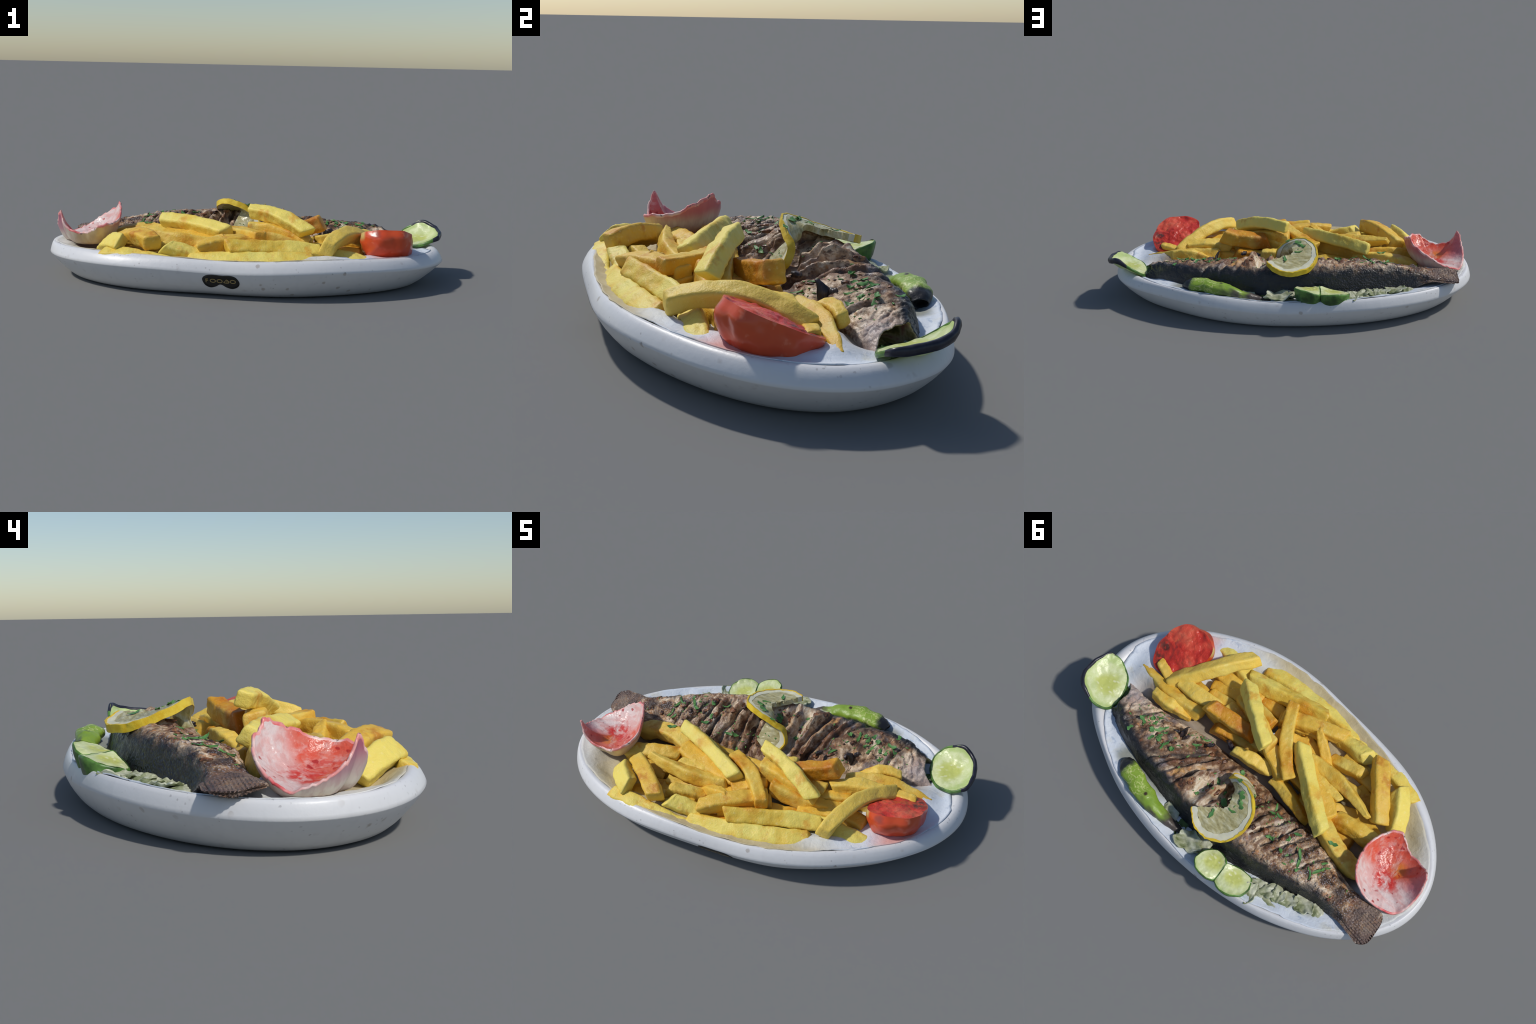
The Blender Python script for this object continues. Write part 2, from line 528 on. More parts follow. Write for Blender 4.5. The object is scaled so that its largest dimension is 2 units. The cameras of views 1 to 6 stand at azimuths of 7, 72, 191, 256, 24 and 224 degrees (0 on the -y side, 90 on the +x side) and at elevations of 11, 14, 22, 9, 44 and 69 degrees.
def make_blister():
    M = Mat("crisp_blister", rough=0.4, spec=0.5)
    n = M.noise(30, 4, 0.6)
    M.color(M.ramp(n, [(0.34, (0.025, 0.016, 0.014)), (0.48, (0.10, 0.04, 0.02)), (0.60, (0.28, 0.11, 0.045)), (0.72, (0.46, 0.28, 0.16))]))
    M.bump(M.noise(90, 3), 0.4, 0.008)
    return M.m


def make_parsley():
    M = Mat("parsley_green", rough=0.5)
    oi = M.node("ShaderNodeObjectInfo")
    c = M.mix(M.noise(45, 3), (0.055, 0.18, 0.04), (0.20, 0.41, 0.11))
    c = M.mix(M.math("MULTIPLY", oi.outputs["Random"], 0.5), c, (0.07, 0.24, 0.08))
    M.color(c)
    M.translucent((0.12, 0.35, 0.06), 0.15)
    return M.m


def make_tomato_skin():
    M = Mat("tomato_skin", rough=0.28, spec=0.5)
    c = M.mix(M.noise(6, 3), (0.56, 0.04, 0.015), (0.76, 0.12, 0.03))
    lines = M.step(M.noise(28, 3, vec=M.mapping(scale=(0.3, 1, 1), rot=(0.3, 0.2, 0.5))), 0.58, 0.72)
    c = M.mix(M.math("MULTIPLY", lines, 0.45), c, (0.85, 0.28, 0.16))
    c = M.mix(M.near((-0.115, -0.095, 0.02), 0.012, 0.035, vec=M.warp(30, 0.02)), c, (0.62, 0.45, 0.16))
    c = M.mix(M.math("MULTIPLY", M.near((-0.05, -0.13, 0.03), 0.012, 0.035, vec=M.warp(30, 0.03)), 0.7), c, (0.22, 0.05, 0.035))
    M.color(c)
    M.bump(M.noise(25, 3), 0.12, 0.01)
    return M.m


def make_tomato_cut():
    M = Mat("grilled_tomato_flesh", rough=0.35, spec=0.5)
    n = M.noise(9, 5, 0.55, vec=M.warp(7, 0.10))
    c = M.ramp(n, [(0.30, (0.36, 0.012, 0.01)), (0.46, (0.60, 0.045, 0.025)), (0.60, (0.70, 0.095, 0.05)), (0.78, (0.76, 0.26, 0.14))])
    c = M.mix(M.step(M.noise(20, 4, 0.6, vec=M.warp(20, 0.05)), 0.66, 0.74, 0, 0.6), c, (0.72, 0.30, 0.08))
    wv = M.warp(25, 0.05)
    for p, r in [((0.085, 0.045, 0.0), 0.045), ((0.055, 0.10, -0.05), 0.05), ((0.115, -0.005, 0.02), 0.03), ((0.10, 0.09, -0.05), 0.03)]:
        c = M.mix(M.math("MULTIPLY", M.near(p, r * 0.3, r, vec=wv), M.step(M.noise(50, 3), 0.36, 0.56, 0.1, 0.9)), c, (0.06, 0.028, 0.018))
    M.color(c)
    M.bump(M.math("ADD", n, M.math("MULTIPLY", M.noise(60, 3), 0.4)), 0.5, 0.02)
    return M.m


def make_lemon_face():
    """Local coords: UV-free, rings come from separate faces; this is the flesh."""
    M = Mat("lemon_flesh", rough=0.25, spec=0.5)
    n = M.noise(60, 4, 0.6, vec=M.mapping(scale=(0.35, 1.0, 0.6), rot=(0, 0, 0.7)))
    c = M.ramp(n, [(0.32, (0.36, 0.31, 0.13)), (0.50, (0.56, 0.51, 0.27)), (0.68, (0.76, 0.73, 0.50))])
    c = M.mix(M.step(M.noise(12, 3), 0.55, 0.7, 0, 0.5), c, (0.55, 0.54, 0.40))
    M.color(c)
    M.translucent((0.75, 0.68, 0.3), 0.18)
    M.bump(n, 0.4, 0.01)
    return M.m


def make_plain(name, a, b, scale, rough=0.45, bump=0.15, **kw):
    M = Mat(name, rough=rough)
    n = M.noise(scale, 4, 0.6, vec=M.warp(scale * 0.7, 0.25 / scale))
    M.color(M.mix(M.step(n, 0.35, 0.65), a, b))
    if bump:
        M.bump(n, bump, 0.01)
    return M


def make_cucumber_flesh(name, centre, r):
    M = Mat(name, rough=0.3, spec=0.45)
    n = M.noise(38, 4, 0.65, vec=M.warp(20, 0.03))
    rings = M.mix(M.step(n, 0.35, 0.65), (0.66, 0.74, 0.33), (0.80, 0.85, 0.50))
    core = M.near(centre, r * 0.30, r * 0.72, vec=M.warp(14, 0.05))
    seeds = M.step(M.voronoi(34, vec=M.mapping(vec=M.warp(16, 0.04), scale=(1.0, 1.7, 1.0))), 0.16, 0.40, 1, 0)
    cc = M.mix(seeds, (0.64, 0.68, 0.19), (0.84, 0.85, 0.48))
    c = M.mix(core, rings, cc)
    d = M.node("ShaderNodeVectorMath", operation="DISTANCE")
    M.put(d.inputs[0], M.obj)
    d.inputs[1].default_value = centre
    c = M.mix(M.step(d.outputs["Value"], r * 0.86, r * 1.05, 0, 0.5), c, (0.38, 0.55, 0.12))
    M.color(c)
    M.translucent((0.6, 0.75, 0.25), 0.15)
    M.bump(n, 0.2, 0.01)
    return M.m


def make_pepper():
    M = Mat("grilled_green_pepper", rough=0.40, spec=0.45)
    c = M.mix(M.noise(10, 3), (0.13, 0.24, 0.018), (0.33, 0.47, 0.06))
    X = M.xyz()
    wr = M.noise(26, 4, 0.6, vec=M.mapping(vec=M.warp(18, 0.06), scale=(0.6, 1.0, 1.0)))
    net = M.step(M.math("ABSOLUTE", M.math("SUBTRACT", wr, 0.5)), 0.0, 0.035, 1, 0)
    c = M.mix(M.math("MULTIPLY", M.math("MULTIPLY", net, M.step(X[0], -0.02, 0.06)), 0.75), c, (0.66, 0.68, 0.28))
    c = M.mix(M.near((0.0, 0.0, 0.035), 0.006, 0.014, vec=M.warp(40, 0.01)), c, (0.05, 0.03, 0.015))
    Xw = M.xyz(M.warp(16, 0.09))
    char = M.mix(M.noise(40, 4), (0.02, 0.016, 0.016), (0.14, 0.11, 0.09))
    c = M.mix(M.step(Xw[0], -0.155, -0.105, 1, 0), c, char)
    under = M.math("MULTIPLY", M.step(Xw[1], 0.018, 0.045), M.step(Xw[0], 0.06, -0.10))
    c = M.mix(under, c, char)
    c = M.mix(M.step(Xw[0], 0.155, 0.185), c, (0.02, 0.02, 0.022))
    M.color(c)
    M.bump(M.math("ADD", wr, M.math("MULTIPLY", M.noise(80, 3), 0.2)), 0.3, 0.012)
    return M.m


def make_onion_inner():
    M = Mat("onion_inner", rough=0.3, spec=0.5)
    # object origin sits in the bottom of the cup
    veins = M.noise(26, 4, 0.6, vec=M.mapping(vec=M.warp(8, 0.03), scale=(0.25, 1.0, 1.0), rot=(0, 0, 0.5)))
    pale = M.mix(M.step(veins, 0.4, 0.62), (0.84, 0.70, 0.66), (0.80, 0.48, 0.44))
    pink = M.mix(M.step(veins, 0.4, 0.62), (0.78, 0.11, 0.06), (0.76, 0.18, 0.12))
    X = M.xyz(M.warp(7, 0.07))
    k = M.step(M.math("MULTIPLY_ADD", X[0], 0.25, M.math("MULTIPLY", X[1], -1.0)), -0.045, 0.04)
    c = M.mix(k, pale, pink)
    purple = M.step(X[0], -0.06, -0.13)
    c = M.mix(M.math("MULTIPLY", purple, M.step(X[1], 0.03, -0.03, 0, 0.7)), c, (0.50, 0.17, 0.22))
    red = M.math("MULTIPLY", M.near((0.015, 0.0, 0.0), 0.045, 0.095, vec=M.warp(16, 0.10)), M.step(M.noise(24, 4, 0.65, vec=M.warp(14, 0.08)), 0.38, 0.54))
    c = M.mix(M.math("MULTIPLY", red, 0.95), c, (0.66, 0.03, 0.018))
    orange = M.near((-0.01, -0.055, 0.0), 0.01, 0.06, vec=M.warp(14, 0.07))
    c = M.mix(M.math("MULTIPLY", orange, 0.8), c, (0.80, 0.26, 0.03))
    wst = M.step(M.noise(15, 4, 0.65, vec=M.mapping(vec=M.warp(9, 0.06), scale=(1.0, 0.5, 1.0), rot=(0, 0, -0.4))), 0.53, 0.66)
    c = M.mix(M.math("MULTIPLY", wst, 0.38), c, (0.86, 0.72, 0.68))
    blo = M.step(M.noise(13, 4, 0.65, vec=M.warp(10, 0.08)), 0.58, 0.68)
    c = M.mix(M.math("MULTIPLY", M.math("MULTIPLY", blo, 0.8), M.near((0.03, -0.03, 0.05), 0.08, 0.17)), c, (0.66, 0.05, 0.03))
    spots = M.math("MULTIPLY", M.step(M.voronoi(26, vec=M.warp(40, 0.03)), 0.16, 0.26, 1, 0), M.step(M.noise(10, 2), 0.44, 0.56))
    c = M.mix(M.math("MULTIPLY", spots, 0.85), c, (0.46, 0.02, 0.02))
    M.color(c)
    M.translucent((0.85, 0.4, 0.35), 0.15)
    M.bump(M.math("ADD", veins, M.math("MULTIPLY", M.noise(30, 3), 0.9)), 0.45, 0.012)
    return M.m


def make_onion_outer():
    M = Mat("onion_outer", rough=0.35)
    veins = M.noise(40, 3, 0.55, vec=M.mapping(scale=(1.0, 1.0, 0.18)))
    c = M.mix(M.step(veins, 0.38, 0.62), (0.82, 0.74, 0.62), (0.70, 0.56, 0.48))
    X = M.xyz(M.warp(8, 0.05))
    c = M.mix(M.step(X[2], 0.045, 0.11, 0, 0.85), c, (0.56, 0.10, 0.16))
    c = M.mix(M.math("MULTIPLY", M.step(X[0], -0.07, -0.13), M.step(X[2], 0.0, 0.05, 0, 0.7)), c, (0.50, 0.16, 0.26))
    g = M.near((0.05, -0.16, 0.02), 0.04, 0.15, vec=M.warp(8, 0.06))
    c = M.mix(M.math("MULTIPLY", g, 0.6), c, (0.66, 0.45, 0.12))
    M.color(c)
    M.translucent((0.8, 0.55, 0.4), 0.15)
    return M.m


def make_onion_edge():
    M = Mat("onion_edge", rough=0.35)
    c = M.ramp(M.noise(11, 3), [(0.36, (0.70, 0.10, 0.10)), (0.50, (0.80, 0.36, 0.33)), (0.64, (0.84, 0.66, 0.60))])
    c = M.mix(M.step(M.noise(22, 4, 0.6), 0.60, 0.68), c, (0.07, 0.02, 0.025))
    M.color(c)
    return M.m


def make_lettuce():
    M = Mat("lettuce_scraps", rough=0.4)
    n = M.noise(16, 4, 0.6, vec=M.warp(9, 0.06))
    M.color(M.ramp(n, [(0.34, (0.16, 0.20, 0.08)), (0.48, (0.42, 0.44, 0.27)), (0.64, (0.72, 0.73, 0.58))]))
    M.translucent((0.6, 0.7, 0.35), 0.2)
    M.bump(n, 0.3, 0.01)
    return M.m


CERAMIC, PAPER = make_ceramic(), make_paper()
FRIES = [make_fry("fried_potato", (0.80, 0.56, 0.10), (0.71, 0.40, 0.035), (0.58, 0.22, 0.015), 0),
         make_fry("fried_potato_pale", (0.82, 0.66, 0.14), (0.76, 0.51, 0.065), (0.64, 0.29, 0.02), 1),
         make_fry("fried_potato_golden", (0.74, 0.46, 0.06), (0.63, 0.30, 0.022), (0.50, 0.16, 0.01), 2)]

# ================================================================== DISH
C0 = np.array([0.0, 0.0])
OUTER_K = [1.0222, -0.0056, -0.0172, 0.0019, 0.0234, -0.0057, -0.0098, -0.0089, 0.0125, 0.0062, 0.0013]
INNER_K = [1.0123, -0.0107, 0.0020, 0.0010, 0.0235, -0.0110, -0.0014, -0.0036, 0.0160, -0.0050, -0.0010]


def outline(th, a, b, K):
    r = 1 / np.sqrt((np.cos(th) / a) ** 2 + (np.sin(th) / b) ** 2)
    f = K[0] + sum(K[2 * k - 1] * np.cos(k * th) + K[2 * k] * np.sin(k * th) for k in range(1, len(K) // 2 + 1))
    return (r * f)[:, None] * np.stack([np.cos(th), np.sin(th)], 1)


def lip_z(th):
    return 0.176 + 0.004 * np.cos(th) - 0.009 * np.sin(th) - 0.006 * np.cos(4 * th)


def dish_profile(th):
    """Rings from the foot outwards, over the lip and down inside, as a list of (xy, z)."""
    O = outline(th, 0.982, 0.569, OUTER_K) + C0
    w_ = (th + PI) % (2 * PI) - PI
    O = O * (1 + 0.030 * np.exp(-((w_ - 0.36) / 0.20) ** 2))[:, None]          # blunter end under the cucumber
    O = O * (1 + 0.010 * np.exp(-((w_ - 1.0) / 0.55) ** 2))[:, None]
    # the foot stays an even step inside the wall
    rO = np.linalg.norm(O, axis=1, keepdims=True)
    end_ = np.abs(np.cos(th)) ** 3
    inset = (0.094 - 0.018 * np.sin(th) + (0.046 + 0.012 * np.cos(th)) * end_)[:, None]
    base = O - O / rO * inset * (1.0 + 0.12 * np.abs(np.sin(2 * th))[:, None])
    L = outline(th, 0.958, 0.546, INNER_K) + C0
    lim = O - O / rO * 0.024
    L = np.where((np.linalg.norm(L, axis=1) > np.linalg.norm(lim, axis=1))[:, None], lim, L)
    zl = lip_z(th)
    zo = zl - 0.054
    mixp = lambda f: base * (1 - f) + O * f
    R = [(base * 0.0, 0 * zl), (base * 0.5, 0 * zl), (base * 0.93, 0 * zl), (base * 0.975, 0 * zl + 0.001)]
    for f, g in [(0.0, 0.006), (0.20, 0.07), (0.42, 0.22), (0.60, 0.40), (0.77, 0.60), (0.90, 0.80), (0.985, 0.965)]:
        fe = (f * (1 - 0.45 * end_) + (0.10 + 0.9 * g) * f ** 0.2 * 0.45 * end_)[:, None]      # the ends of the wall are straighter
        R.append((mixp(fe), zo * g))
    for f, g in [(0.0, 0.0), (0.10, 0.20), (0.28, 0.48), (0.54, 0.76), (0.84, 0.96), (1.0, 1.0)]:
        fl_ = (f * (1 - 0.15 * end_))[:, None] if f < 1 else f
        R.append((O * (1 - fl_) + L * fl_, zo + (zl - zo) * g))
    for s, dz in [(0.987, -0.003), (0.972, -0.014), (0.94, -0.034), (0.88, -0.060), (0.80, -0.088)]:
        R.append((C0 + (L - C0) * s, zl + dz))
    R.append((C0 + (L - C0) * 0.6, 0 * zl + 0.062))
    R.append((C0 + (L - C0) * 0.3, 0 * zl + 0.056))
    return R


NT = 256
TH = np.linspace(0, 2 * PI, NT, endpoint=False)
R = dish_profile(TH)
V, F = [], []
rings = R[1:]
for xy, z in rings:
    V.append(np.concatenate([xy, np.broadcast_to(z, (NT,))[:, None]], 1))
V = np.concatenate(V)
F = grid_faces(len(rings), NT, wrap_v=True, flip=True)
V = np.concatenate([V, [[0, 0, 0.0]], [[0, -0.02, 0.055]]])
nr = len(rings)
for j in range(NT):
    F.append((j, (j + 1) % NT, len(V) - 2))
    F.append(((nr - 1) * NT + (j + 1) % NT, (nr - 1) * NT + j, len(V) - 1))
V[:, :2] += 0.0025 * np.stack([noise3(V * 4), noise3(V * 4 + 9)], 1) * smooth(0, 0.03, V[:, 2])[:, None]
dish = new_object("serving_dish", V, F, CERAMIC, label="oval speckled white stoneware serving dish", category="dish")
fix_normals(dish)


def wall_point(x, z, out=0.0):
    """Point on the front outer wall of the dish at a given x and height."""
    th = np.linspace(PI, 2 * PI, 721)
    Rr = dish_profile(th)
    rows = Rr[4:12]
    k = 0
    zs = np.array([np.broadcast_to(r[1], th.shape) for r in rows])
    xs = np.array([r[0][:, 0] for r in rows])
    ys = np.array([r[0][:, 1] for r in rows])
    lx, ly = np.empty(len(th)), np.empty(len(th))
    for q in range(len(th)):
        lx[q] = np.interp(z, zs[:, q], xs[:, q])
        ly[q] = np.interp(z, zs[:, q], ys[:, q])
    return np.interp(x, lx, ly)


# label on the front wall: a dark goggle-shaped badge with gold lettering
class Wall:
    xs = np.linspace(-0.2, 0.12, 33)
    zs = np.linspace(0.03, 0.13, 9)
    Y = np.array([[0.0] * 33] * 9)


for i, z in enumerate(Wall.zs):
    for j, x in enumerate(Wall.xs):
        Wall.Y[i, j] = wall_point(x, z)


def on_wall(u, w, out):
    u, w = np.asarray(u), np.asarray(w)
    fi = np.clip((w - Wall.zs[0]) / (Wall.zs[1] - Wall.zs[0]), 0, 7.999)
    fj = np.clip((u - Wall.xs[0]) / (Wall.xs[1] - Wall.xs[0]), 0, 31.999)
    i, j = fi.astype(int), fj.astype(int)
    a, b = fi - i, fj - j
    y = (Wall.Y[i, j] * (1 - a) + Wall.Y[i + 1, j] * a) * (1 - b) + (Wall.Y[i, j + 1] * (1 - a) + Wall.Y[i + 1, j + 1] * a) * b
    n = np.array([0, -0.72, -0.69])
    return np.stack([u, y, w], -1) + n * out


BADGE = Mat("badge_black", rough=0.45).color((0.010, 0.010, 0.009)).m
GOLD = Mat("badge_gold", rough=0.5).color((0.34, 0.25, 0.10)).m
BX, BZ, BW, BH = -0.042, 0.084, 0.088, 0.036
edge = spline([(-0.98, 0.30), (-0.80, 0.82), (-0.45, 1.0), (0.1, 0.93), (0.5, 0.98), (0.82, 0.72), (1.0, 0.05), (0.93, -0.60), (0.62, -0.98), (0.30, -0.78), (0.08, -0.42),
               (-0.08, -0.40), (-0.28, -0.72), (-0.58, -0.92), (-0.86, -0.55)], 120, closed=True)
V, F = [], []
for s in (1.0, 0.985, 0.75, 0.5, 0.25):
    V.append(on_wall(BX + BW * edge[:, 0] * s, BZ + BH * edge[:, 1] * s, 0.0005 if s == 1.0 else 0.0028))
V = np.concatenate(V + [on_wall(np.array([BX]), np.array([BZ]), 0.0028)])
F = grid_faces(5, 120, wrap_v=True)
F += [(4 * 120 + j, 4 * 120 + (j + 1) % 120, 600) for j in range(120)]
badge = new_object("badge", V, F, BADGE, dish)
fix_normals(badge)


def bend_text(body, x, size, name, w=1.18):
    cu = bpy.data.curves.new(name, "FONT")
    cu.body = body
    cu.size = size
    cu.offset = 0.0006
    cu.resolution_u = 6
    tmp = bpy.data.objects.new(name + "_tmp", cu)
    bpy.context.scene.collection.objects.link(tmp)
    dg = bpy.context.evaluated_depsgraph_get()
    me = bpy.data.meshes.new_from_object(tmp.evaluated_get(dg))
    bm = bmesh.new()
    bm.from_mesh(me)
    bmesh.ops.triangulate(bm, faces=bm.faces)
    bmesh.ops.subdivide_edges(bm, edges=bm.edges, cuts=2, use_grid_fill=True)
    P = np.array([v.co[:] for v in bm.verts])
    cx = (P[:, 0].min() + P[:, 0].max()) / 2
    cy = (P[:, 1].min() + P[:, 1].max()) / 2
    Fc = [[v.index for v in f.verts] for f in bm.faces]
    W = on_wall(x + (P[:, 0] - cx) * w, BZ + 0.0075 + (P[:, 1] - cy), 0.0045)
    bm.free()
    bpy.data.objects.remove(tmp)
    bpy.data.curves.remove(cu)
    bpy.data.meshes.remove(me)
    return new_object(name, W, Fc, GOLD, dish)


def ring_glyph(pts_out, pts_in, x, name, n=64):
    o, i = spline(pts_out, n, closed=True), spline(pts_in, n, closed=True)
    V = np.concatenate([on_wall(x + o[:, 0], BZ + 0.0075 + o[:, 1], 0.0045), on_wall(x + i[:, 0], BZ + 0.0075 + i[:, 1], 0.0045)])
    return new_object(name, V, grid_faces(2, n, wrap_v=True), GOLD, dish)


bend_text("F", BX - 0.0635, 0.0275, "letter", 1.05)
circ = [(math.cos(a), math.sin(a)) for a in np.linspace(0, 2 * PI, 16, endpoint=False)]
for x in (BX - 0.0350, BX - 0.0035, BX + 0.0585):
    ring_glyph([(0.0142 * c, 0.0105 * s) for c, s in circ], [(0.0098 * c, 0.0062 * s) for c, s in circ], x, "letter")
drop = [(-0.0145, -0.0065), (-0.007, 0.002), (0.0005, 0.0105), (0.008, 0.006), (0.0135, -0.0005), (0.0115, -0.0085), (0.002, -0.0108), (-0.008, -0.0098)]
ring_glyph(drop, [(0.60 * a, 0.55 * b - 0.0008) for a, b in drop], BX + 0.0285, "letter")
ring_glyph([(0.25 * a + 0.002, 0.28 * b - 0.001) for a, b in drop], [(0.05 * a + 0.002, 0.05 * b - 0.001) for a, b in drop], BX + 0.0285, "letter")

# ------------------------------------------------------------------ paper lining
NP_, NS = 220, 40
th = np.linspace(0, 2 * PI, NP_, endpoint=False)
L = dish_profile(th)[16][0] - C0
zl = lip_z(th)
edge_n = fbm(np.stack([np.cos(th) * 5, np.sin(th) * 5, 0 * th], 1), 3)
back = smooth(-0.1, 0.5, np.sin(th)) + smooth(0.75, 0.95, np.cos(th))      # more paper shows at the back and right
P = np.zeros((NS, NP_, 3))
prof_s = np.array([0.0, 0.04, 0.10, 0.2, 0.34, 0.55, 1.0])
prof_d = np.array([0.003, -0.006, -0.016, -0.030, -0.048, -0.076, -0.090])
for k in range(NS):
    s = (k / (NS - 1)) ** 1.15
    under_cuke = np.exp(-((th - 0.25) / 0.22) ** 2)
    r = 0.994 + 0.007 * edge_n - 0.88 * s - 0.05 * under_cuke * (1 - s)
    drop_ = np.interp(s, prof_s, prof_d)
    deep = smooth(0.2, 0.5, np.sin(th)) * smooth(0.6, 0.3, np.cos(th))
    drop_ = drop_ + deep * (0.004 * smooth(0.08, 0.22, s) + 0.022 * smooth(0.22, 0.4, s)) + smooth(0.75, 0.95, np.cos(th)) * 0.024 * smooth(0.03, 0.15, s)
    zz = zl * (1 - smooth(0.3, 0.6, s)) + 0.17 * smooth(0.3, 0.6, s) + drop_ + 0.004 * edge_n * (1 - s) - 0.022 * under_cuke * (1 - s)
    P[k, :, :2] = C0 + L * r[:, None]
    P[k, :, 2] = zz
q = P.reshape(-1, 3)
z_plain = q[:, 2].copy()
q[:, 2] += 0.075 * np.exp(-((q[:, 0] + 0.78) ** 2 + (q[:, 1] - 0.040) ** 2) / 0.065 ** 2)      # heaped up between tail and onion
q[:, 2] += 0.028 * np.exp(-((q[:, 0] + 0.93) ** 2 + (q[:, 1] + 0.11) ** 2) / 0.06 ** 2)
tt_ = np.clip((q[:, 0] - 0.30) / 0.50, 0, 1)
q[:, 2] += 0.030 * np.exp(-((q[:, 0] - 0.45) / 0.2) ** 2 - ((q[:, 1] + 0.42) / 0.06) ** 2)
q[:, 2] += 0.035 * np.exp(-((q[:, 0] + 0.90) ** 2 + (q[:, 1] + 0.19) ** 2) / 0.06 ** 2)
q[:, 2] += 0.046 * np.exp(-((q[:, 1] - (0.065 - 0.030 * tt_)) / 0.042) ** 2) * smooth(0.20, 0.35, q[:, 0]) * smooth(0.85, 0.70, q[:, 0])
q[:, 2] -= 0.020 * np.exp(-((q[:, 0] + 0.82) ** 2 + (q[:, 1] + 0.11) ** 2) / 0.09 ** 2)
q[:, 2] -= 0.030 * np.exp(-((q[:, 0] + 0.74) ** 2 + (q[:, 1] + 0.33) ** 2) / 0.09 ** 2)
q[:, 2] -= 0.055 * np.exp(-((q[:, 0] - 0.73) ** 2 + (q[:, 1] - 0.215) ** 2) / 0.085 ** 2)
q[:, 2] = z_plain + (q[:, 2] - z_plain) * np.repeat(smooth(0.02, 0.22, np.arange(NS) / (NS - 1)), NP_)
q[:, 2] += 0.008 * fbm(q * (9, 9, 0) + 3, 3) * np.repeat(smooth(0, 0.12, np.arange(NS) / NS), NP_)
q[:, :2] += 0.007 * np.stack([fbm(q * 12 + 5, 3), fbm(q * 12 + 31, 3)], 1)
V = np.concatenate([q, q - (0, 0, 0.004)])
F = grid_faces(NS, NP_, wrap_v=True) + grid_faces(NS, NP_, wrap_v=True, base=NS * NP_, flip=True)
n0 = NS * NP_
for j in range(NP_):
    F.append((j, n0 + j, n0 + (j + 1) % NP_, (j + 1) % NP_))
F.append([(NS - 1) * NP_ + j for j in range(NP_)])
F.append([n0 + (NS - 1) * NP_ + j for j in range(NP_)][::-1])
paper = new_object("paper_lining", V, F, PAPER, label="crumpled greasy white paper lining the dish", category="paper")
fix_normals(paper)

# ================================================================== GRILLED FISH
fish = empty("grilled_fish", (0, 0.2, 0.08), "whole grilled fish with scored, charred skin", "fish")
#  x, front y, back y, top z, bottom z
STATIONS = [(0.825, 0.128, 0.292, 0.212, 0.085), (0.80, 0.126, 0.298, 0.216, 0.080), (0.74, 0.124, 0.315, 0.224, 0.075), (0.68, 0.120, 0.335, 0.234, 0.070), (0.60, 0.112, 0.358, 0.242, 0.066), (0.50, 0.095, 0.375, 0.248, 0.062),
            (0.40, 0.070, 0.385, 0.254, 0.06), (0.26, 0.035, 0.398, 0.262, 0.06), (0.10, 0.010, 0.408, 0.272, 0.06), (-0.05, 0.005, 0.405, 0.276, 0.06), (-0.18, 0.010, 0.394, 0.279, 0.06), (-0.30, 0.018, 0.370, 0.283, 0.062),
            (-0.42, 0.028, 0.330, 0.280, 0.07), (-0.53, 0.048, 0.290, 0.268, 0.085), (-0.63, 0.070, 0.252, 0.250, 0.11), (-0.72, 0.085, 0.234, 0.232, 0.135), (-0.785, 0.090, 0.230, 0.220, 0.160),
            (-0.84, 0.083, 0.236, 0.210, 0.176), (-0.885, 0.077, 0.238, 0.204, 0.181), (-0.922, 0.074, 0.242, 0.199, 0.182), (-0.940, 0.075, 0.242, 0.195, 0.182)]
SECTION = [(0.50, 0.0), (0.20, 0.0), (0.03, 0.03), (-0.005, 0.22), (0.0, 0.42), (0.04, 0.57), (0.13, 0.70), (0.28, 0.83), (0.48, 0.935), (0.66, 0.985), (0.78, 1.0), (0.86, 0.97), (0.925, 0.86),
           (0.97, 0.66), (1.015, 0.43), (1.075, 0.20), (1.08, 0.04), (0.80, 0.0)]
BELLY = [(0.50, 0.0), (0.20, 0.0), (0.04, 0.03), (0.015, 0.15), (0.03, 0.28), (0.07, 0.40), (0.15, 0.52), (0.27, 0.67), (0.44, 0.86), (0.62, 0.985), (0.75, 1.02), (0.85, 0.99), (0.925, 0.87),
         (0.97, 0.66), (1.015, 0.43), (1.075, 0.20), (1.08, 0.04), (0.80, 0.0)]
NX, NC = 330, 240
S = spline(STATIONS, 2000)
arc = np.concatenate([[0], np.cumsum(np.abs(np.diff(S[:, 0])))])
S = np.stack([np.interp(np.linspace(0, arc[-1], NX), arc, S[:, k]) for k in range(5)], 1)
sec, bel = spline(SECTION, 1200, closed=True), spline(BELLY, 1200, closed=True)
al = np.concatenate([[0], np.cumsum(np.hypot(*np.diff(np.vstack([sec, sec[:1]]) * (0.36, 0.24), axis=0).T))])
resamp = lambda q: np.stack([np.interp(np.linspace(0, al[-1], NC, endpoint=False), al, np.append(q[:, k], q[0, k])) for k in range(2)], 1)
sec, bel = resamp(sec), resamp(bel)
wb = (smooth(0.34, 0.16, S[:, 0]) * smooth(-0.42, -0.22, S[:, 0]))[:, None]
SY = sec[None, :, 0] * (1 - wb) + bel[None, :, 0] * wb
SZ = sec[None, :, 1] * (1 - wb) + bel[None, :, 1] * wb
flat = smooth(-0.66, -0.86, S[:, 0])[:, None]               # the tail flattens to a fin
ang = np.linspace(0, 2 * PI, NC, endpoint=False)
Y = S[:, 1:2] + (S[:, 2:3] - S[:, 1:2]) * SY
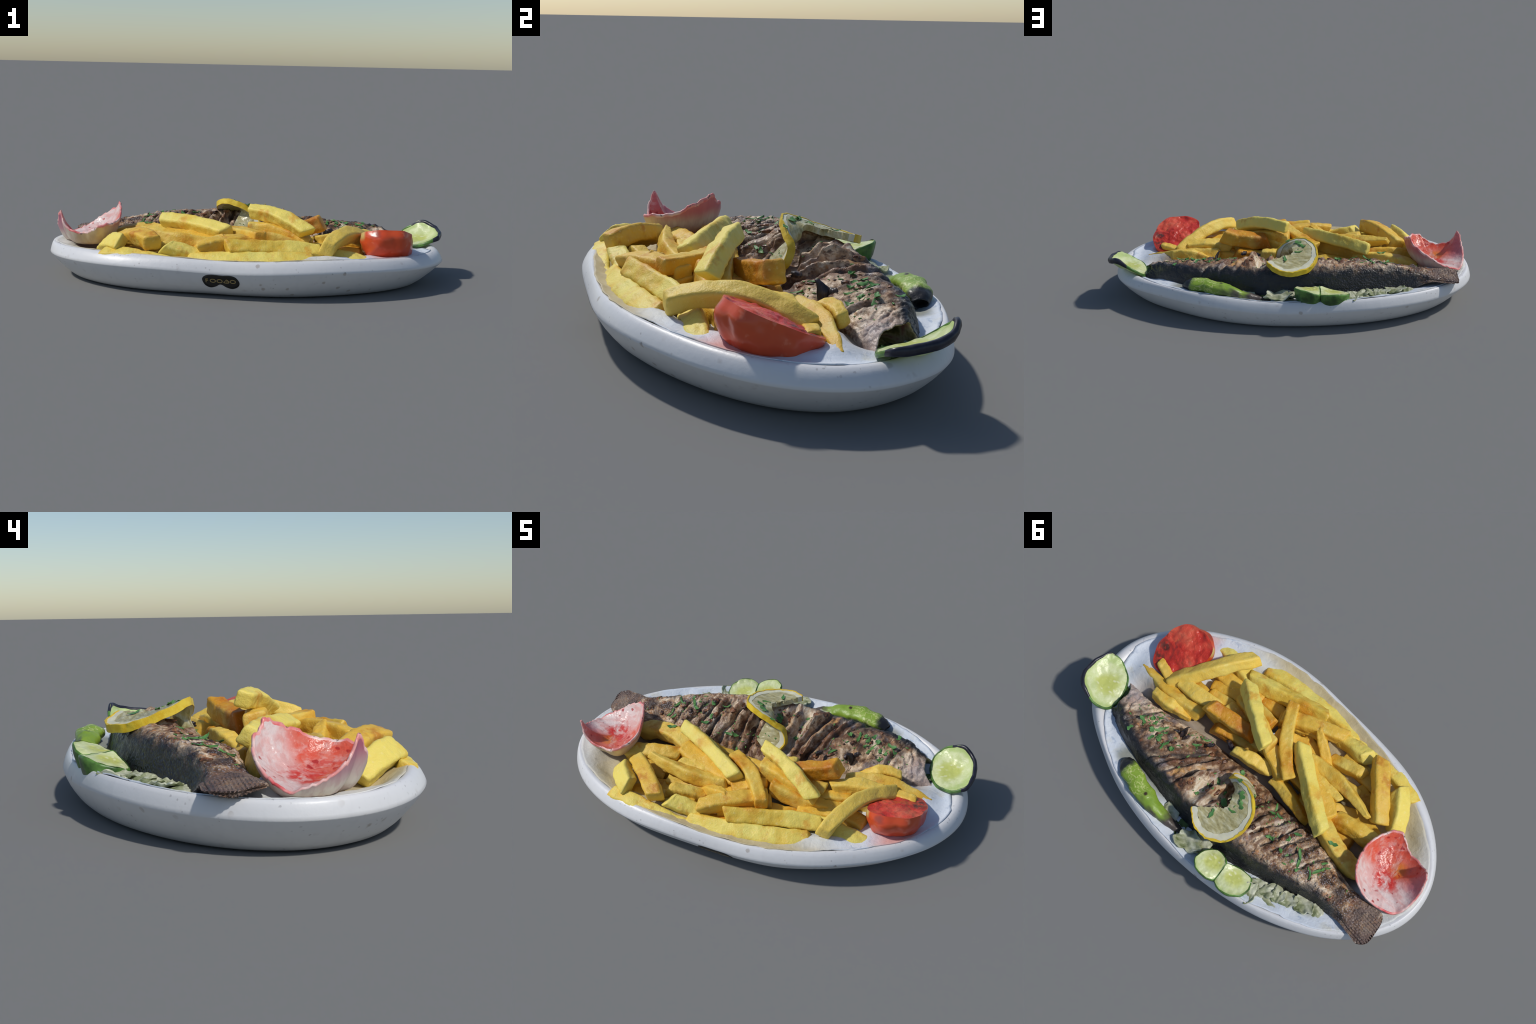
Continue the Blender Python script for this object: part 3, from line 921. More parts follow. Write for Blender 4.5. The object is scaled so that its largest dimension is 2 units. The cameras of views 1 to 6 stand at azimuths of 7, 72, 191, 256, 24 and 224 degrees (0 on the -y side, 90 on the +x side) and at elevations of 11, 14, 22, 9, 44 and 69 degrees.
fz = SZ * (1 - flat) + flat * np.where(sec[None, :, 1] > 0.5, 0.5 + 0.5 * np.clip(4 * sec[None, :, 0] * (1.0 - sec[None, :, 0]), 0, 1) ** 0.4, 0.5 - 0.5 * np.clip(4 * sec[None, :, 0] * (1 - sec[None, :, 0]), 0, 1) ** 0.4)
Zf = S[:, 4:5] + (S[:, 3:4] - S[:, 4:5]) * fz
X = np.repeat(S[:, 0:1], NC, 1)
# the tail fin's end is cut obliquely, and the head's end leans
X = X - smooth(-0.80, -0.932, X) * (0.03 * (sec[None, :, 0] - 0.5) - 0.022 * np.abs(2 * sec[None, :, 0] - 1) ** 4)
X = X - smooth(0.62, 0.825, X) * (0.085 * smooth(0.25, 1.0, sec[None, :, 1]) + 0.022 * smooth(0.7, 1.0, sec[None, :, 0]) * smooth(0.1, 0.5, sec[None, :, 1]))
G = np.stack([X, Y, Zf], -1)
# tail droops over the rim, back edge lower
G[..., 2] -= smooth(-0.80, -0.94, X) * 0.006 * sec[None, :, 0]
G[..., 2] += smooth(-0.82, -0.93, X) * 0.006 * np.cos((G[..., 1] - 0.1) * 40)
P = G.reshape(-1, 3).copy()


def grid_normals(P, nx, nc):
    g = P.reshape(nx, nc, 3)
    n = np.cross(np.roll(g, -1, 1) - np.roll(g, 1, 1), np.gradient(g, axis=0))
    return unit(n).reshape(-1, 3)


Nn = grid_normals(P, NX, NC)
if (Nn[:, 2] * (P[:, 2] > 0.2)).sum() < 0:
    Nn = -Nn
up = smooth(0.0, 0.6, Nn[:, 2])
front = smooth(-0.3, 0.3, Nn[:, 2] - 0.6 * Nn[:, 1])
amp = 0.35 + 0.65 * front
disp = 0.0045 * fbm(P * 18, 4) * amp
disp += 0.004 * np.abs(fbm(P * (55, 35, 55), 3)) * up
warpxy = P[:, :2] + 0.010 * np.stack([fbm(P * 14 + 2, 2), fbm(P * 14 + 8, 2)], 1)
for a, b, depth, hw, flesh in SLASHES:
    a, b = np.array(a), np.array(b)
    d = b - a
    Ls = np.linalg.norm(d)
    d = d / Ls
    rel = warpxy - a
    t = rel @ d / Ls
    dist = rel @ np.array([-d[1], d[0]])
    w = smooth(-0.04, 0.12, t) * smooth(1.04, 0.88, t) * smooth(-0.2, 0.3, Nn[:, 2])
    disp -= depth * 1.35 * np.exp(-(dist / (hw * 1.25)) ** 2) * w
    disp += 0.50 * depth * np.exp(-((np.abs(dist) - 2.8 * hw) / (1.3 * hw)) ** 2) * w * (0.55 + 1.5 * fbm(P * 13 + 40, 2))
# raised ridges of skin between the cuts and blistered lumps
lump_xy = [(RNG.uniform(-0.78, 0.55), RNG.uniform(0.05, 0.95)) for _ in range(90)]
for lx, lf in lump_xy:
    y0, y1 = np.interp(-lx, -S[:, 0], S[:, 1]), np.interp(-lx, -S[:, 0], S[:, 2])
    ly = y0 + (y1 - y0) * lf * 0.9
    rr = RNG.uniform(0.009, 0.018)
    h = RNG.uniform(0.002, 0.007)
    disp += h * np.exp(-((P[:, 0] - lx) ** 2 + (P[:, 1] - ly) ** 2) / rr ** 2) * up
# gill opening behind the head, with a fold in front of it
gx, gy = P[:, 0] - 0.392, P[:, 1] - 0.128
disp -= 0.036 * np.exp(-((gx + 0.15 * gy) / 0.022) ** 2 - (gy / 0.040) ** 2) * smooth(-0.2, 0.4, Nn[:, 2])
gl = P[:, 0] - (0.425 + 0.25 * (P[:, 1] - 0.2))
disp += 0.010 * np.exp(-(gl / 0.018) ** 2) * smooth(0.06, 0.12, P[:, 1]) * smooth(0.34, 0.25, P[:, 1]) * up
disp -= 0.008 * np.exp(-((gl + 0.03) / 0.010) ** 2) * smooth(0.1, 0.16, P[:, 1]) * smooth(0.36, 0.27, P[:, 1]) * up
# gill cover and cheek folds
for (x0, k0, dep) in [(0.475, 0.30, 0.006), (0.545, 0.18, 0.005), (0.69, -0.25, 0.006)]:
    gl2 = P[:, 0] - (x0 + k0 * (P[:, 1] - 0.2) + 0.012 * fbm(P * 16 + x0 * 40, 2))
    ww = smooth(0.07, 0.14, P[:, 1]) * smooth(0.33, 0.26, P[:, 1]) * up
    disp -= dep * np.exp(-(gl2 / 0.007) ** 2) * ww
    disp += dep * 0.9 * np.exp(-((gl2 - 0.020) / 0.014) ** 2) * ww
disp += smooth(0.45, 0.55, P[:, 0]) * 0.0036 * fbm(P * (24, 40, 30) + 70, 3) * up
# torn-open belly hollow under the lemon
hx, hy = P[:, 0] - (-0.03), P[:, 1] - 0.17
disp -= 0.055 * np.exp(-((hx + 0.2 * hy) / 0.055) ** 2 - (hy / 0.09) ** 2) * smooth(-0.1, 0.4, Nn[:, 2])
# eye socket dent
disp -= 0.010 * np.exp(-((P[:, 0] - 0.665) ** 2 + (P[:, 1] - 0.175) ** 2) / 0.018 ** 2) * up
disp *= 1 - 0.75 * smooth(-0.74, -0.86, P[:, 0])
# fin rays on the tail
disp += smooth(-0.80, -0.86, P[:, 0]) * 0.0018 * np.sin((P[:, 1] - 0.16) * (520 + 150 * (P[:, 0] + 0.9))) * np.sign(Nn[:, 2])
P = P + Nn * disp[:, None]
# ragged cut edge round the open head
P = P + np.outer(smooth(0.70, 0.82, P[:, 0]) * 0.010 * fbm(P * 30 + 60, 3), (1, 0, 0))
# raised rim of the open mouth: pull the end section into a hollow
g = P.reshape(NX, NC, 3)
mc = np.array([0.0, 0.212, 0.140])
rings = [g]
inner = []
for x, sc_, dx in [(0, 0.955, 0.004), (0, 0.91, 0.0), (0, 0.87, -0.015), (0, 0.82, -0.045), (0, 0.70, -0.09), (0, 0.4, -0.12), (0, 0.05, -0.125)]:
    rg = g[0].copy()
    rg[:, 1:] = mc[1:] + (rg[:, 1:] - mc[1:]) * sc_
    rg[:, 0] += dx
    inner.append(rg)
inner = np.array(inner[::-1])
allg = np.concatenate([inner, g])
nin = len(inner)
tail_c = allg[-1].mean(0)
V = np.concatenate([allg.reshape(-1, 3), [inner[0].mean(0)], [tail_c - (0.004, 0, 0)]])
F = grid_faces(len(allg), NC, wrap_v=True)
FX = [(i // NC) for i in range(len(F))]
nA = len(V) - 2
for j in range(NC):
    F.append((j, (j + 1) % NC, nA))
    FX.append(0)
    b = (len(allg) - 1) * NC
    F.append((b + (j + 1) % NC, b + j, nA + 1))
    FX.append(len(allg) - 1)
SKIN = fish_skin(Mat("grilled_fish_skin", spec=0.5))
MOUTH = make_mouth()
whole = new_object("whole_fish", V, F, SKIN)
fix_normals(whole)
vn = np.array([v.vector[:] for v in whole.data.vertex_normals])
FC = np.array([[*p.vertices] + [p.vertices[-1]] * (4 - len(p.vertices)) for p in whole.data.polygons])
cen = V[FC].mean(1)
ringno = np.array(FX)
part_of = np.where(ringno < nin - 1, "mouth", np.where(cen[:, 0] > 0.42 + 0.25 * (cen[:, 1] - 0.2), "head", np.where(cen[:, 0] < -0.775, "tail", "torso")))
for part in ("head", "torso", "tail", "mouth"):
    idx = np.nonzero(part_of == part)[0]
    faces = [list(whole.data.polygons[int(i)].vertices) for i in idx]
    used = np.unique(np.concatenate([np.array(f) for f in faces]))
    remap = -np.ones(len(V), int)
    remap[used] = np.arange(len(used))
    ob = new_object(part, V[used], [[remap[v] for v in f] for f in faces], MOUTH if part == "mouth" else SKIN, fish)
    ob.data.normals_split_custom_set_from_vertices(vn[used].tolist())
fish_bvh = BVHTree.FromPolygons(V.tolist(), [tuple(map(int, f)) for f in F])
bpy.data.objects.remove(whole)


def blob(center, rx, ry, rz, seed, nu=10, nv=14, rough=0.2, rot=0.0):
    V, F = [], []
    for i in range(nu + 1):
        ph = PI * i / nu
        for j in range(nv):
            a = 2 * PI * j / nv
            V.append((math.sin(ph) * math.cos(a), math.sin(ph) * math.sin(a), math.cos(ph)))
    V = np.array(V)
    V *= (1 + rough * fbm(V * 1.6 + seed * 3.1, 2))[:, None]
    V *= (rx, ry, rz)
    c, s = math.cos(rot), math.sin(rot)
    V[:, :2] = V[:, :2] @ np.array([[c, s], [-s, c]])
    return V + center, grid_faces(nu + 1, nv, wrap_v=True)


def joined(items):
    Vs, Fs, o = [], [], 0
    for v, f in items:
        Vs.append(v)
        Fs += [tuple(int(i) + o for i in q) for q in f]
        o += len(v)
    return np.concatenate(Vs), Fs


# crisp blisters of skin scattered over the flank
items = []
for k in range(60):
    bx = RNG.uniform(-0.72, 0.52)
    y0, y1 = np.interp(-bx, -S[:, 0], S[:, 1]), np.interp(-bx, -S[:, 0], S[:, 2])
    by = y0 + (y1 - y0) * RNG.uniform(0.1, 0.82)
    hit = fish_bvh.ray_cast(Vector((bx, by, 0.6)), Vector((0, 0, -1)))
    if hit[0] is None:
        continue
    r = RNG.uniform(0.006, 0.014)
    items.append(blob(np.array(hit[0]) - (0, 0, r * 0.12), r * RNG.uniform(0.8, 1.2), r * RNG.uniform(1.1, 1.8), r * 0.5, k, 10, 16, 0.55, RNG.uniform(-0.6, 0.2)))
V, F = joined(items)
bl = new_object("crisp_blisters", V, F, make_blister(), fish)
bl["kind"] = "stuff"
fix_normals(bl)

# charred stub of the pectoral fin at the gill opening
FINM = make_fin()
pts = spline([(0.398, 0.135, 0.175), (0.396, 0.125, 0.215), (0.388, 0.112, 0.243), (0.378, 0.104, 0.256)], 14)
V, F = [], []
for i, p in enumerate(pts):
    f = i / 13
    w = 0.022 * (1 - f) ** 0.5 * (0.7 + 0.3 * math.sin(6 * f)) + 0.004
    for j in range(16):
        a = 2 * PI * j / 16
        V.append((p[0] + 0.5 * w * math.cos(a), p[1] + w * 1.1 * math.sin(a), p[2] + 0.3 * w * math.sin(a)))
V = np.array(V)
V += 0.002 * np.stack([noise3(V * 90), noise3(V * 90 + 5), noise3(V * 90 + 9)], 1)
F = grid_faces(14, 16, wrap_v=True) + [tuple(range(16)), tuple(13 * 16 + j for j in range(16))]
fin = new_object("pectoral_fin", V, F, FINM, fish)
fix_normals(fin)
V, F = joined([blob(np.array((0.418, 0.150, 0.205)), 0.020, 0.011, 0.030, 4, rough=0.35, rot=0.8), blob(np.array((0.365, 0.135, 0.195)), 0.012, 0.016, 0.022, 5, rough=0.35),
               blob(np.array((0.245, 0.085, 0.235)), 0.022, 0.010, 0.012, 6, rough=0.4, rot=0.9), blob(np.array((0.19, 0.005, 0.19)), 0.035, 0.014, 0.018, 8, rough=0.4, rot=-0.3)])
ch = new_object("charred_scraps", V, F, FINM, fish)
ch["kind"] = "stuff"
fix_normals(ch)

# ================================================================== FRENCH FRIES
SOLIDS = []          # meshes that later toppings can land on
SQ = 3.2


def fry(A, M_, B, w, h, mat=0, roll=0.0, taper=(1, 1, 1), face=False, seed=0, ends=(0.0, 0.0)):
    """A cut potato stick: A and B are the top of its two ends, M_ the top of its middle (or None).
    face=True: the three points lie on the middle of the face that the roll turns sideways."""
    w, h = w * 1.10, h * 1.10
    A, B = np.array(A, float), np.array(B, float)
    mid = (A + B) / 2 if M_ is None else np.array(M_, float)
    ctrl = 2 * mid - 0.5 * (A + B)
    n, m = 44, 36
    t = np.linspace(0, 1, n)
    c = ((1 - t) ** 2)[:, None] * A + (2 * t * (1 - t))[:, None] * ctrl + (t ** 2)[:, None] * B
    T = unit(np.gradient(c, axis=0))
    zup = np.array([0, 0, 1.0])
    side = unit(np.cross(zup[None], T))
    upv = unit(np.cross(T, side))
    cr, sr = math.cos(roll), math.sin(roll)
    side, upv = side * cr + upv * sr, upv * cr - side * sr
    c = c - upv * h * 0.48 if face else c - zup * h * 0.47 * (abs(cr) + 0.55 * abs(sr))
    a = np.linspace(0, 2 * PI, m, endpoint=False) + 0.01
    ca, sa = np.cos(a), np.sin(a)
    e = 2 / 6.0
    sx, sy = np.sign(ca) * np.abs(ca) ** e, np.sign(sa) * np.abs(sa) ** e
    rr = 1 / np.maximum(np.abs(ca), np.abs(sa))
    sc = (np.abs(ca) ** 8 + np.abs(sa) ** 8) ** (-1 / 8)
    sx, sy = ca * sc, sa * sc
    tp = np.interp(t, [0, 0.5, 1], taper)
    capn = [(0.004, 0.93), (0.0065, 0.80), (0.0075, 0.5), (0.008, 0.15)]
    V = []
    rng = np.random.default_rng(seed + 100)
    sl = rng.uniform(-0.45, 0.45, 4)
    tws = rng.uniform(-1, 1)

    def ring(i, scale, push):
        wob = 1 + 0.11 * noise3(np.array([[t[i] * 3.0, seed * 3.7, 0.5]]))[0]
        X_ = sx * w / 2 * tp[i] * wob * scale
        Y_ = sy * h / 2 * (0.35 + 0.65 * tp[i]) * scale * (1 + 0.08 * noise3(np.array([[t[i] * 3.0, seed * 2.9, 7.5]]))[0])
        tw = 0.30 * tws * (t[i] - 0.5)
        X_, Y_ = X_ * math.cos(tw) - Y_ * math.sin(tw), X_ * math.sin(tw) + Y_ * math.cos(tw)
        # ends are cut a little askew
        k0, k1 = smooth(0.2, 0.0, t[i]), smooth(0.8, 1.0, t[i])
        along = push + k0 * (sl[0] * X_ + sl[1] * Y_ + ends[0] * Y_) + k1 * (sl[2] * X_ + sl[3] * Y_ + ends[1] * Y_)
        return c[i] + np.outer(X_, side[i]) + np.outer(Y_, upv[i]) + np.outer(along, T[i])

    for d, s in capn[::-1]:
        V.append(ring(0, s, -d))
    for i in range(n):
        V.append(ring(i, 1.0, 0.0))
    for d, s in capn:
        V.append(ring(n - 1, s, d))
    k = len(V)
    V = np.concatenate(V)
    off = seed * 5.3
    dirs = unit(V - np.repeat(np.concatenate([np.repeat(c[:1], 4, 0), c, np.repeat(c[-1:], 4, 0)]), m, 0))
    V = V + dirs * (0.0055 * fbm(V * 14 + off, 2) + 0.0017 * fbm(V * 60 + off, 2))[:, None]
    F = grid_faces(k, m, wrap_v=True) + [tuple(range(m))[::-1], tuple((k - 1) * m + j for j in range(m))]
    ob = new_object("french_fry", V, F, FRIES[mat], None, V.mean(0), "thick hand-cut golden fried potato stick", "french fry")
    fix_normals(ob)
    SOLIDS.append((V, F))
    return ob


FRY_LIST = [
    # A, middle, B, width, height, material, roll, taper
    ((0.650, -0.020, 0.225), (0.525, -0.200, 0.300), (0.435, -0.400, 0.268), 0.066, 0.062, 0, -0.50, (1, 1, 0.95)),
    ((0.815, 0.018, 0.192), (0.605, 0.030, 0.226), (0.420, -0.005, 0.220), 0.072, 0.066, 2, -0.45, (0.35, 1, 0.9)),
    ((0.655, 0.090, 0.238), (0.555, 0.080, 0.238), (0.445, 0.050, 0.200), 0.050, 0.055, 0, -0.2, (0.8, 1, 0.35)),
    ((0.590, -0.045, 0.235), (0.495, -0.056, 0.247), (0.375, -0.088, 0.240), 0.066, 0.060, 0, 0.1, (1, 1, 0.8)),
    ((0.385, -0.042, 0.332), (0.275, -0.066, 0.300), (0.150, -0.095, 0.285), 0.062, 0.075, 2, 0.1, (1, 1, 1)),
    ((0.315, -0.010, 0.225), (0.225, -0.045, 0.205), (0.110, -0.085, 0.175), 0.070, 0.075, 2, 0.0, (0.8, 1, 1)),
    ((0.325, -0.245, 0.312), (0.185, -0.158, 0.366), (0.030, -0.073, 0.378), 0.062, 0.062, 1, -0.50, (1, 1, 0.9)),
    ((0.112, -0.350, 0.290), (0.000, -0.185, 0.275), (-0.135, -0.070, 0.258), 0.062, 0.062, 2, 0.0, (0.9, 1, 1)),
    ((-0.070, -0.222, 0.285), (-0.255, -0.095, 0.306), (-0.440, 0.015, 0.298), 0.064, 0.062, 1, -0.55, (1, 1, 0.9)),
    ((-0.120, -0.225, 0.230), (-0.310, -0.238, 0.244), (-0.530, -0.200, 0.275), 0.066, 0.064, 0, 0.45, (0.8, 1, 0.35)),
    ((-0.392, -0.462, 0.264), (-0.498, -0.342, 0.272), (-0.606, -0.228, 0.232), 0.068, 0.066, 2, -0.30, (1, 1, 1), True),
    ((-0.562, -0.432, 0.238), (-0.635, -0.350, 0.225), (-0.690, -0.262, 0.182), 0.082, 0.062, 1, -0.72, (1, 1, 0.85), True),
    ((0.385, -0.432, 0.190), (0.085, -0.478, 0.190), (-0.225, -0.485, 0.176), 0.078, 0.072, 1, -0.60, (1, 1, 0.9), True),
    ((0.395, -0.338, 0.214), (0.190, -0.392, 0.232), (-0.022, -0.452, 0.238), 0.072, 0.066, 1, -0.75, (1, 1, 1), True),
    ((0.485, -0.165, 0.195), (0.315, -0.215, 0.228), (0.115, -0.205, 0.272), 0.064, 0.070, 2, 0.2, (0.8, 1, 1)),
    ((0.470, -0.115, 0.205), (0.350, -0.140, 0.205), (0.230, -0.160, 0.195), 0.060, 0.060, 0, 0.0, (1, 1, 1)),
    ((-0.055, -0.353, 0.284), (-0.120, -0.320, 0.250), (-0.200, -0.278, 0.195), 0.048, 0.070, 2, 0.2, (0.6, 1, 1)),
    ((-0.160, -0.415, 0.240), (-0.040, -0.355, 0.262), (0.110, -0.275, 0.255), 0.066, 0.064, 2, 0.1, (1, 1, 1)),
    ((-0.325, -0.428, 0.244), (-0.240, -0.425, 0.218), (-0.130, -0.425, 0.190), 0.066, 0.060, 1, 0.35, (1, 1, 0.9)),
    ((-0.365, -0.358, 0.226), (-0.290, -0.335, 0.212), (-0.190, -0.308, 0.180), 0.055, 0.060, 0, 0.0, (0.8, 1, 1)),
    ((-0.375, -0.170, 0.240), (-0.310, -0.170, 0.232), (-0.220, -0.160, 0.215), 0.060, 0.060, 0, 0.1, (0.6, 1, 1)),
    ((-0.685, -0.150, 0.205), (-0.550, -0.130, 0.226), (-0.430, -0.105, 0.218), 0.066, 0.066, 0, 0.4, (1, 1, 1)),
    ((-0.690, 0.018, 0.205), (-0.530, 0.008, 0.245), (-0.370, -0.050, 0.205), 0.070, 0.070, 0, 0.2, (1, 1, 1)),
    ((-0.090, -0.040, 0.195), (-0.205, -0.025, 0.205), (-0.325, 0.012, 0.228), 0.055, 0.085, 0, 0.5, (0.8, 1, 0.6)),
    ((0.160, 0.015, 0.238), (0.070, -0.020, 0.225), (-0.030, -0.055, 0.185), 0.060, 0.070, 0, 0.1, (0.6, 1, 1)),
    ((-0.625, -0.432, 0.190), (-0.470, -0.465, 0.192), (-0.210, -0.500, 0.160), 0.060, 0.060, 1, 0.3, (1, 1, 1)),
    ((0.655, -0.330, 0.170), (0.540, -0.330, 0.200), (0.400, -0.310, 0.205), 0.075, 0.065, 1, -0.35, (0.6, 1, 1)),
    ((0.750, -0.045, 0.218), (0.715, -0.035, 0.218), (0.660, -0.020, 0.200), 0.045, 0.060, 2, 0.0, (1, 1, 1)),
    ((0.070, -0.190, 0.240), (0.000, -0.220, 0.236), (-0.070, -0.255, 0.224), 0.066, 0.066, 2, 0.0, (1, 1, 1)),
    ((-0.360, -0.120, 0.185), (-0.420, -0.150, 0.170), (-0.500, -0.200, 0.150), 0.066, 0.066, 2, 0.0, (1, 1, 1)),
]
# lower layers that carry the visible ones
FRIES_BELOW = [
    ((-0.100, -0.185, 0.232), (-0.260, -0.140, 0.236), (-0.410, -0.070, 0.238), 0.075, 0.080, 2, -0.2, (1, 1, 1)),
    ((0.150, -0.140, 0.250), (0.020, -0.110, 0.245), (-0.110, -0.060, 0.215), 0.070, 0.080, 2, 0.0, (1, 1, 1)),
    ((0.580, -0.250, 0.195), (0.450, -0.230, 0.205), (0.280, -0.280, 0.200), 0.070, 0.075, 2, 0.0, (1, 1, 1)),
    ((0.360, -0.330, 0.185), (0.200, -0.300, 0.195), (0.000, -0.330, 0.195), 0.070, 0.080, 2, 0.1, (1, 1, 1)),
    ((0.320, -0.420, 0.150), (0.100, -0.430, 0.160), (-0.170, -0.440, 0.160), 0.080, 0.080, 2, 0.0, (1, 1, 1)),
    ((0.600, -0.100, 0.180), (0.400, -0.080, 0.185), (0.200, -0.070, 0.165), 0.075, 0.080, 2, 0.0, (1, 1, 1)),
    ((0.310, -0.200, 0.250), (0.165, -0.155, 0.290), (0.030, -0.115, 0.290), 0.075, 0.085, 2, 0.0, (1, 1, 1)),
    ((0.120, -0.110, 0.195), (-0.080, -0.130, 0.190), (-0.260, -0.120, 0.180), 0.075, 0.080, 2, 0.1, (1, 1, 1)),
    ((-0.020, -0.290, 0.200), (-0.200, -0.250, 0.185), (-0.400, -0.260, 0.175), 0.075, 0.080, 2, 0.0, (1, 1, 1)),
    ((-0.230, -0.370, 0.175), (-0.400, -0.370, 0.170), (-0.580, -0.370, 0.155), 0.075, 0.070, 2, 0.1, (1, 1, 1)),
    ((-0.380, -0.300, 0.160), (-0.480, -0.290, 0.145), (-0.580, -0.300, 0.130), 0.070, 0.060, 2, 0.0, (1, 1, 1)),
    ((-0.220, -0.060, 0.165), (-0.380, -0.090, 0.160), (-0.560, -0.070, 0.150), 0.075, 0.075, 2, 0.0, (1, 1, 1)),
    ((-0.480, -0.200, 0.155), (-0.590, -0.170, 0.170), (-0.680, -0.120, 0.185), 0.090, 0.070, 2, 0.0, (1, 1, 1)),
    ((-0.100, -0.370, 0.195), (-0.020, -0.340, 0.210), (0.120, -0.270, 0.215), 0.075, 0.080, 2, 0.0, (1, 1, 1)),
    ((-0.170, -0.445, 0.135), (-0.350, -0.430, 0.135), (-0.520, -0.410, 0.125), 0.080, 0.065, 2, 0.0, (1, 1, 1)),
    ((0.330, -0.120, 0.225), (0.240, -0.130, 0.235), (0.110, -0.150, 0.235), 0.070, 0.080, 2, 0.0, (1, 1, 1)),
]
for i, f in enumerate(FRY_LIST + FRIES_BELOW):
    fry(*f, seed=i)

# ================================================================== GRILLED TOMATO
tl, tt, tr, tb, ti = (np.array(p) for p in [(0.596, -0.259, 0.276), (0.713, -0.275, 0.320), (0.828, -0.130, 0.244), (0.778, -0.005, 0.190), (0.640, -0.100, 0.238)])
tc = (tl + tt + tr + tb + ti) / 5
tn = unit(np.linalg.svd(np.array([tl, tt, tr, tb, ti]) - tc)[2][2])
if tn[2] < 0:
    tn = -tn
e1 = unit(np.array([1.0, 0.2, 0]) - tn * (np.array([1.0, 0.2, 0]) @ tn))
e2 = np.cross(tn, e1)
rimP = np.array([[(p - tc) @ e1, (p - tc) @ e2] for p in (tl, tt, tr, tb, ti)])
angs = np.arctan2(rimP[:, 1], rimP[:, 0])
rads = np.hypot(rimP[:, 0], rimP[:, 1])
order = np.argsort(angs)
na = 96
aa = np.linspace(-PI, PI, na, endpoint=False)
rad = np.interp(aa, np.concatenate([angs[order] - 2 * PI, angs[order], angs[order] + 2 * PI]), np.tile(rads[order], 3))
for _ in range(14):
    rad = (np.roll(rad, 1) + rad * 2 + np.roll(rad, -1)) / 4
rad = np.maximum(rad, 0.105) * 1.01 * (1 + 0.022 * np.sin(aa * 5 + 0.6) + 0.015 * np.sin(aa * 9))
tomato = empty("grilled_tomato_half", tc, "charred half tomato, cut face up", "tomato")
ring = lambda s, d: tc + np.outer(rad * s * np.cos(aa), e1) + np.outer(rad * s * np.sin(aa), e2) + tn * d
# cut face, sunken and torn
fs = np.concatenate([[1.0, 0.985], np.linspace(0.95, 0.03, 26)])
V = np.concatenate([ring(s, 0.003 * (1 - s)) for s in fs])
fr_ = np.repeat(fs, na)
dd = 0.006 * (1 - fr_ ** 2) + (0.009 * fbm(V * 11, 3) + 0.003 * fbm(V * 45, 2) - 0.012 * smooth(0.1, 0.7, fbm(V * 7 + 20, 2))) * smooth(1.0, 0.90, fr_)
V = V + np.outer(dd, tn)
F = grid_faces(len(fs), na, wrap_v=True) + [tuple((len(fs) - 1) * na + j for j in range(na))]
TC = make_tomato_cut()
cf = new_object("cut_flesh", V, F, TC, tomato, tc)
fix_normals(cf)
# skin: a bulging bowl below the cut face
ks = np.linspace(0, PI / 2, 30)
V = []
for k in ks:
    bulge = 1 + 0.05 * math.sin(2 * k)
    V.append(ring(max(math.cos(k), 0.02) * bulge, -0.150 * math.sin(k)))
V = np.concatenate(V)
V = V + unit(V - tc) * (0.011 * fbm(V * 8, 3) + 0.003 * np.abs(fbm(V * 26, 2)))[:, None] * np.repeat(smooth(0.0, 0.25, ks), na)[:, None]
F = grid_faces(len(ks), na, wrap_v=True) + [tuple((len(ks) - 1) * na + j for j in range(na))]
sk = new_object("skin", V, F, make_tomato_skin(), tomato, tc)
fix_normals(sk)
SOLIDS.append((V, F))

# ================================================================== LEMON SLICE
lemon = empty("lemon_slice", (-0.05, 0.25, 0.28), "twisted slit slice of lemon on the fish", "lemon")
RIMC = [(0.058, 0.372, 0.290), (0.000, 0.420, 0.268), (-0.080, 0.428, 0.256), (-0.160, 0.385, 0.262), (-0.200, 0.300, 0.288), (-0.190, 0.215, 0.320), (-0.145, 0.158, 0.342), (-0.080, 0.128, 0.335),
        (-0.005, 0.118, 0.306), (0.042, 0.120, 0.276), (0.060, 0.095, 0.230), (0.022, 0.066, 0.192), (-0.036, 0.066, 0.176)]
CENC = [(-0.030, 0.285, 0.298), (-0.040, 0.275, 0.298), (-0.050, 0.265, 0.300), (-0.055, 0.255, 0.303), (-0.058, 0.250, 0.306), (-0.058, 0.240, 0.310), (-0.055, 0.228, 0.312), (-0.055, 0.212, 0.306),
        (-0.062, 0.185, 0.292), (-0.075, 0.155, 0.272), (-0.088, 0.130, 0.250), (-0.095, 0.112, 0.228), (-0.095, 0.100, 0.212)]
nl = 90
rimc, cenc = spline(RIMC, nl), spline(CENC, nl)
FLESH = make_lemon_face()
PITH = make_plain("lemon_pith", (0.70, 0.67, 0.47), (0.62, 0.61, 0.48), 26, 0.5, 0.1).m
RIND = make_plain("lemon_rind", (0.68, 0.44, 0.02), (0.76, 0.56, 0.05), 30, 0.4, 0.3).m


def lemon_zone(name, f0, f1, n, mats, thick, edge):
    f = np.linspace(f0, f1, n)
    g = cenc[:, None] * (1 - f[None, :, None]) + rimc[:, None] * f[None, :, None]
    q = g.reshape(-1, 3)
    q[:, 2] += 0.003 * fbm(q * 25, 2) + 0.0022 * np.abs(fbm(q * 60, 2)) * (name == "flesh")
    return slab(name, g, thick, mats, lemon, None, edge, rim=3)


lemon_zone("flesh", 0.06, 0.78, 24, [FLESH, FLESH], 0.024, 1)
lemon_zone("pith", 0.775, 0.955, 8, [PITH, PITH], 0.026, 1)
lemon_zone("rind", 0.950, 1.0, 4, [RIND, RIND], 0.029, 1)

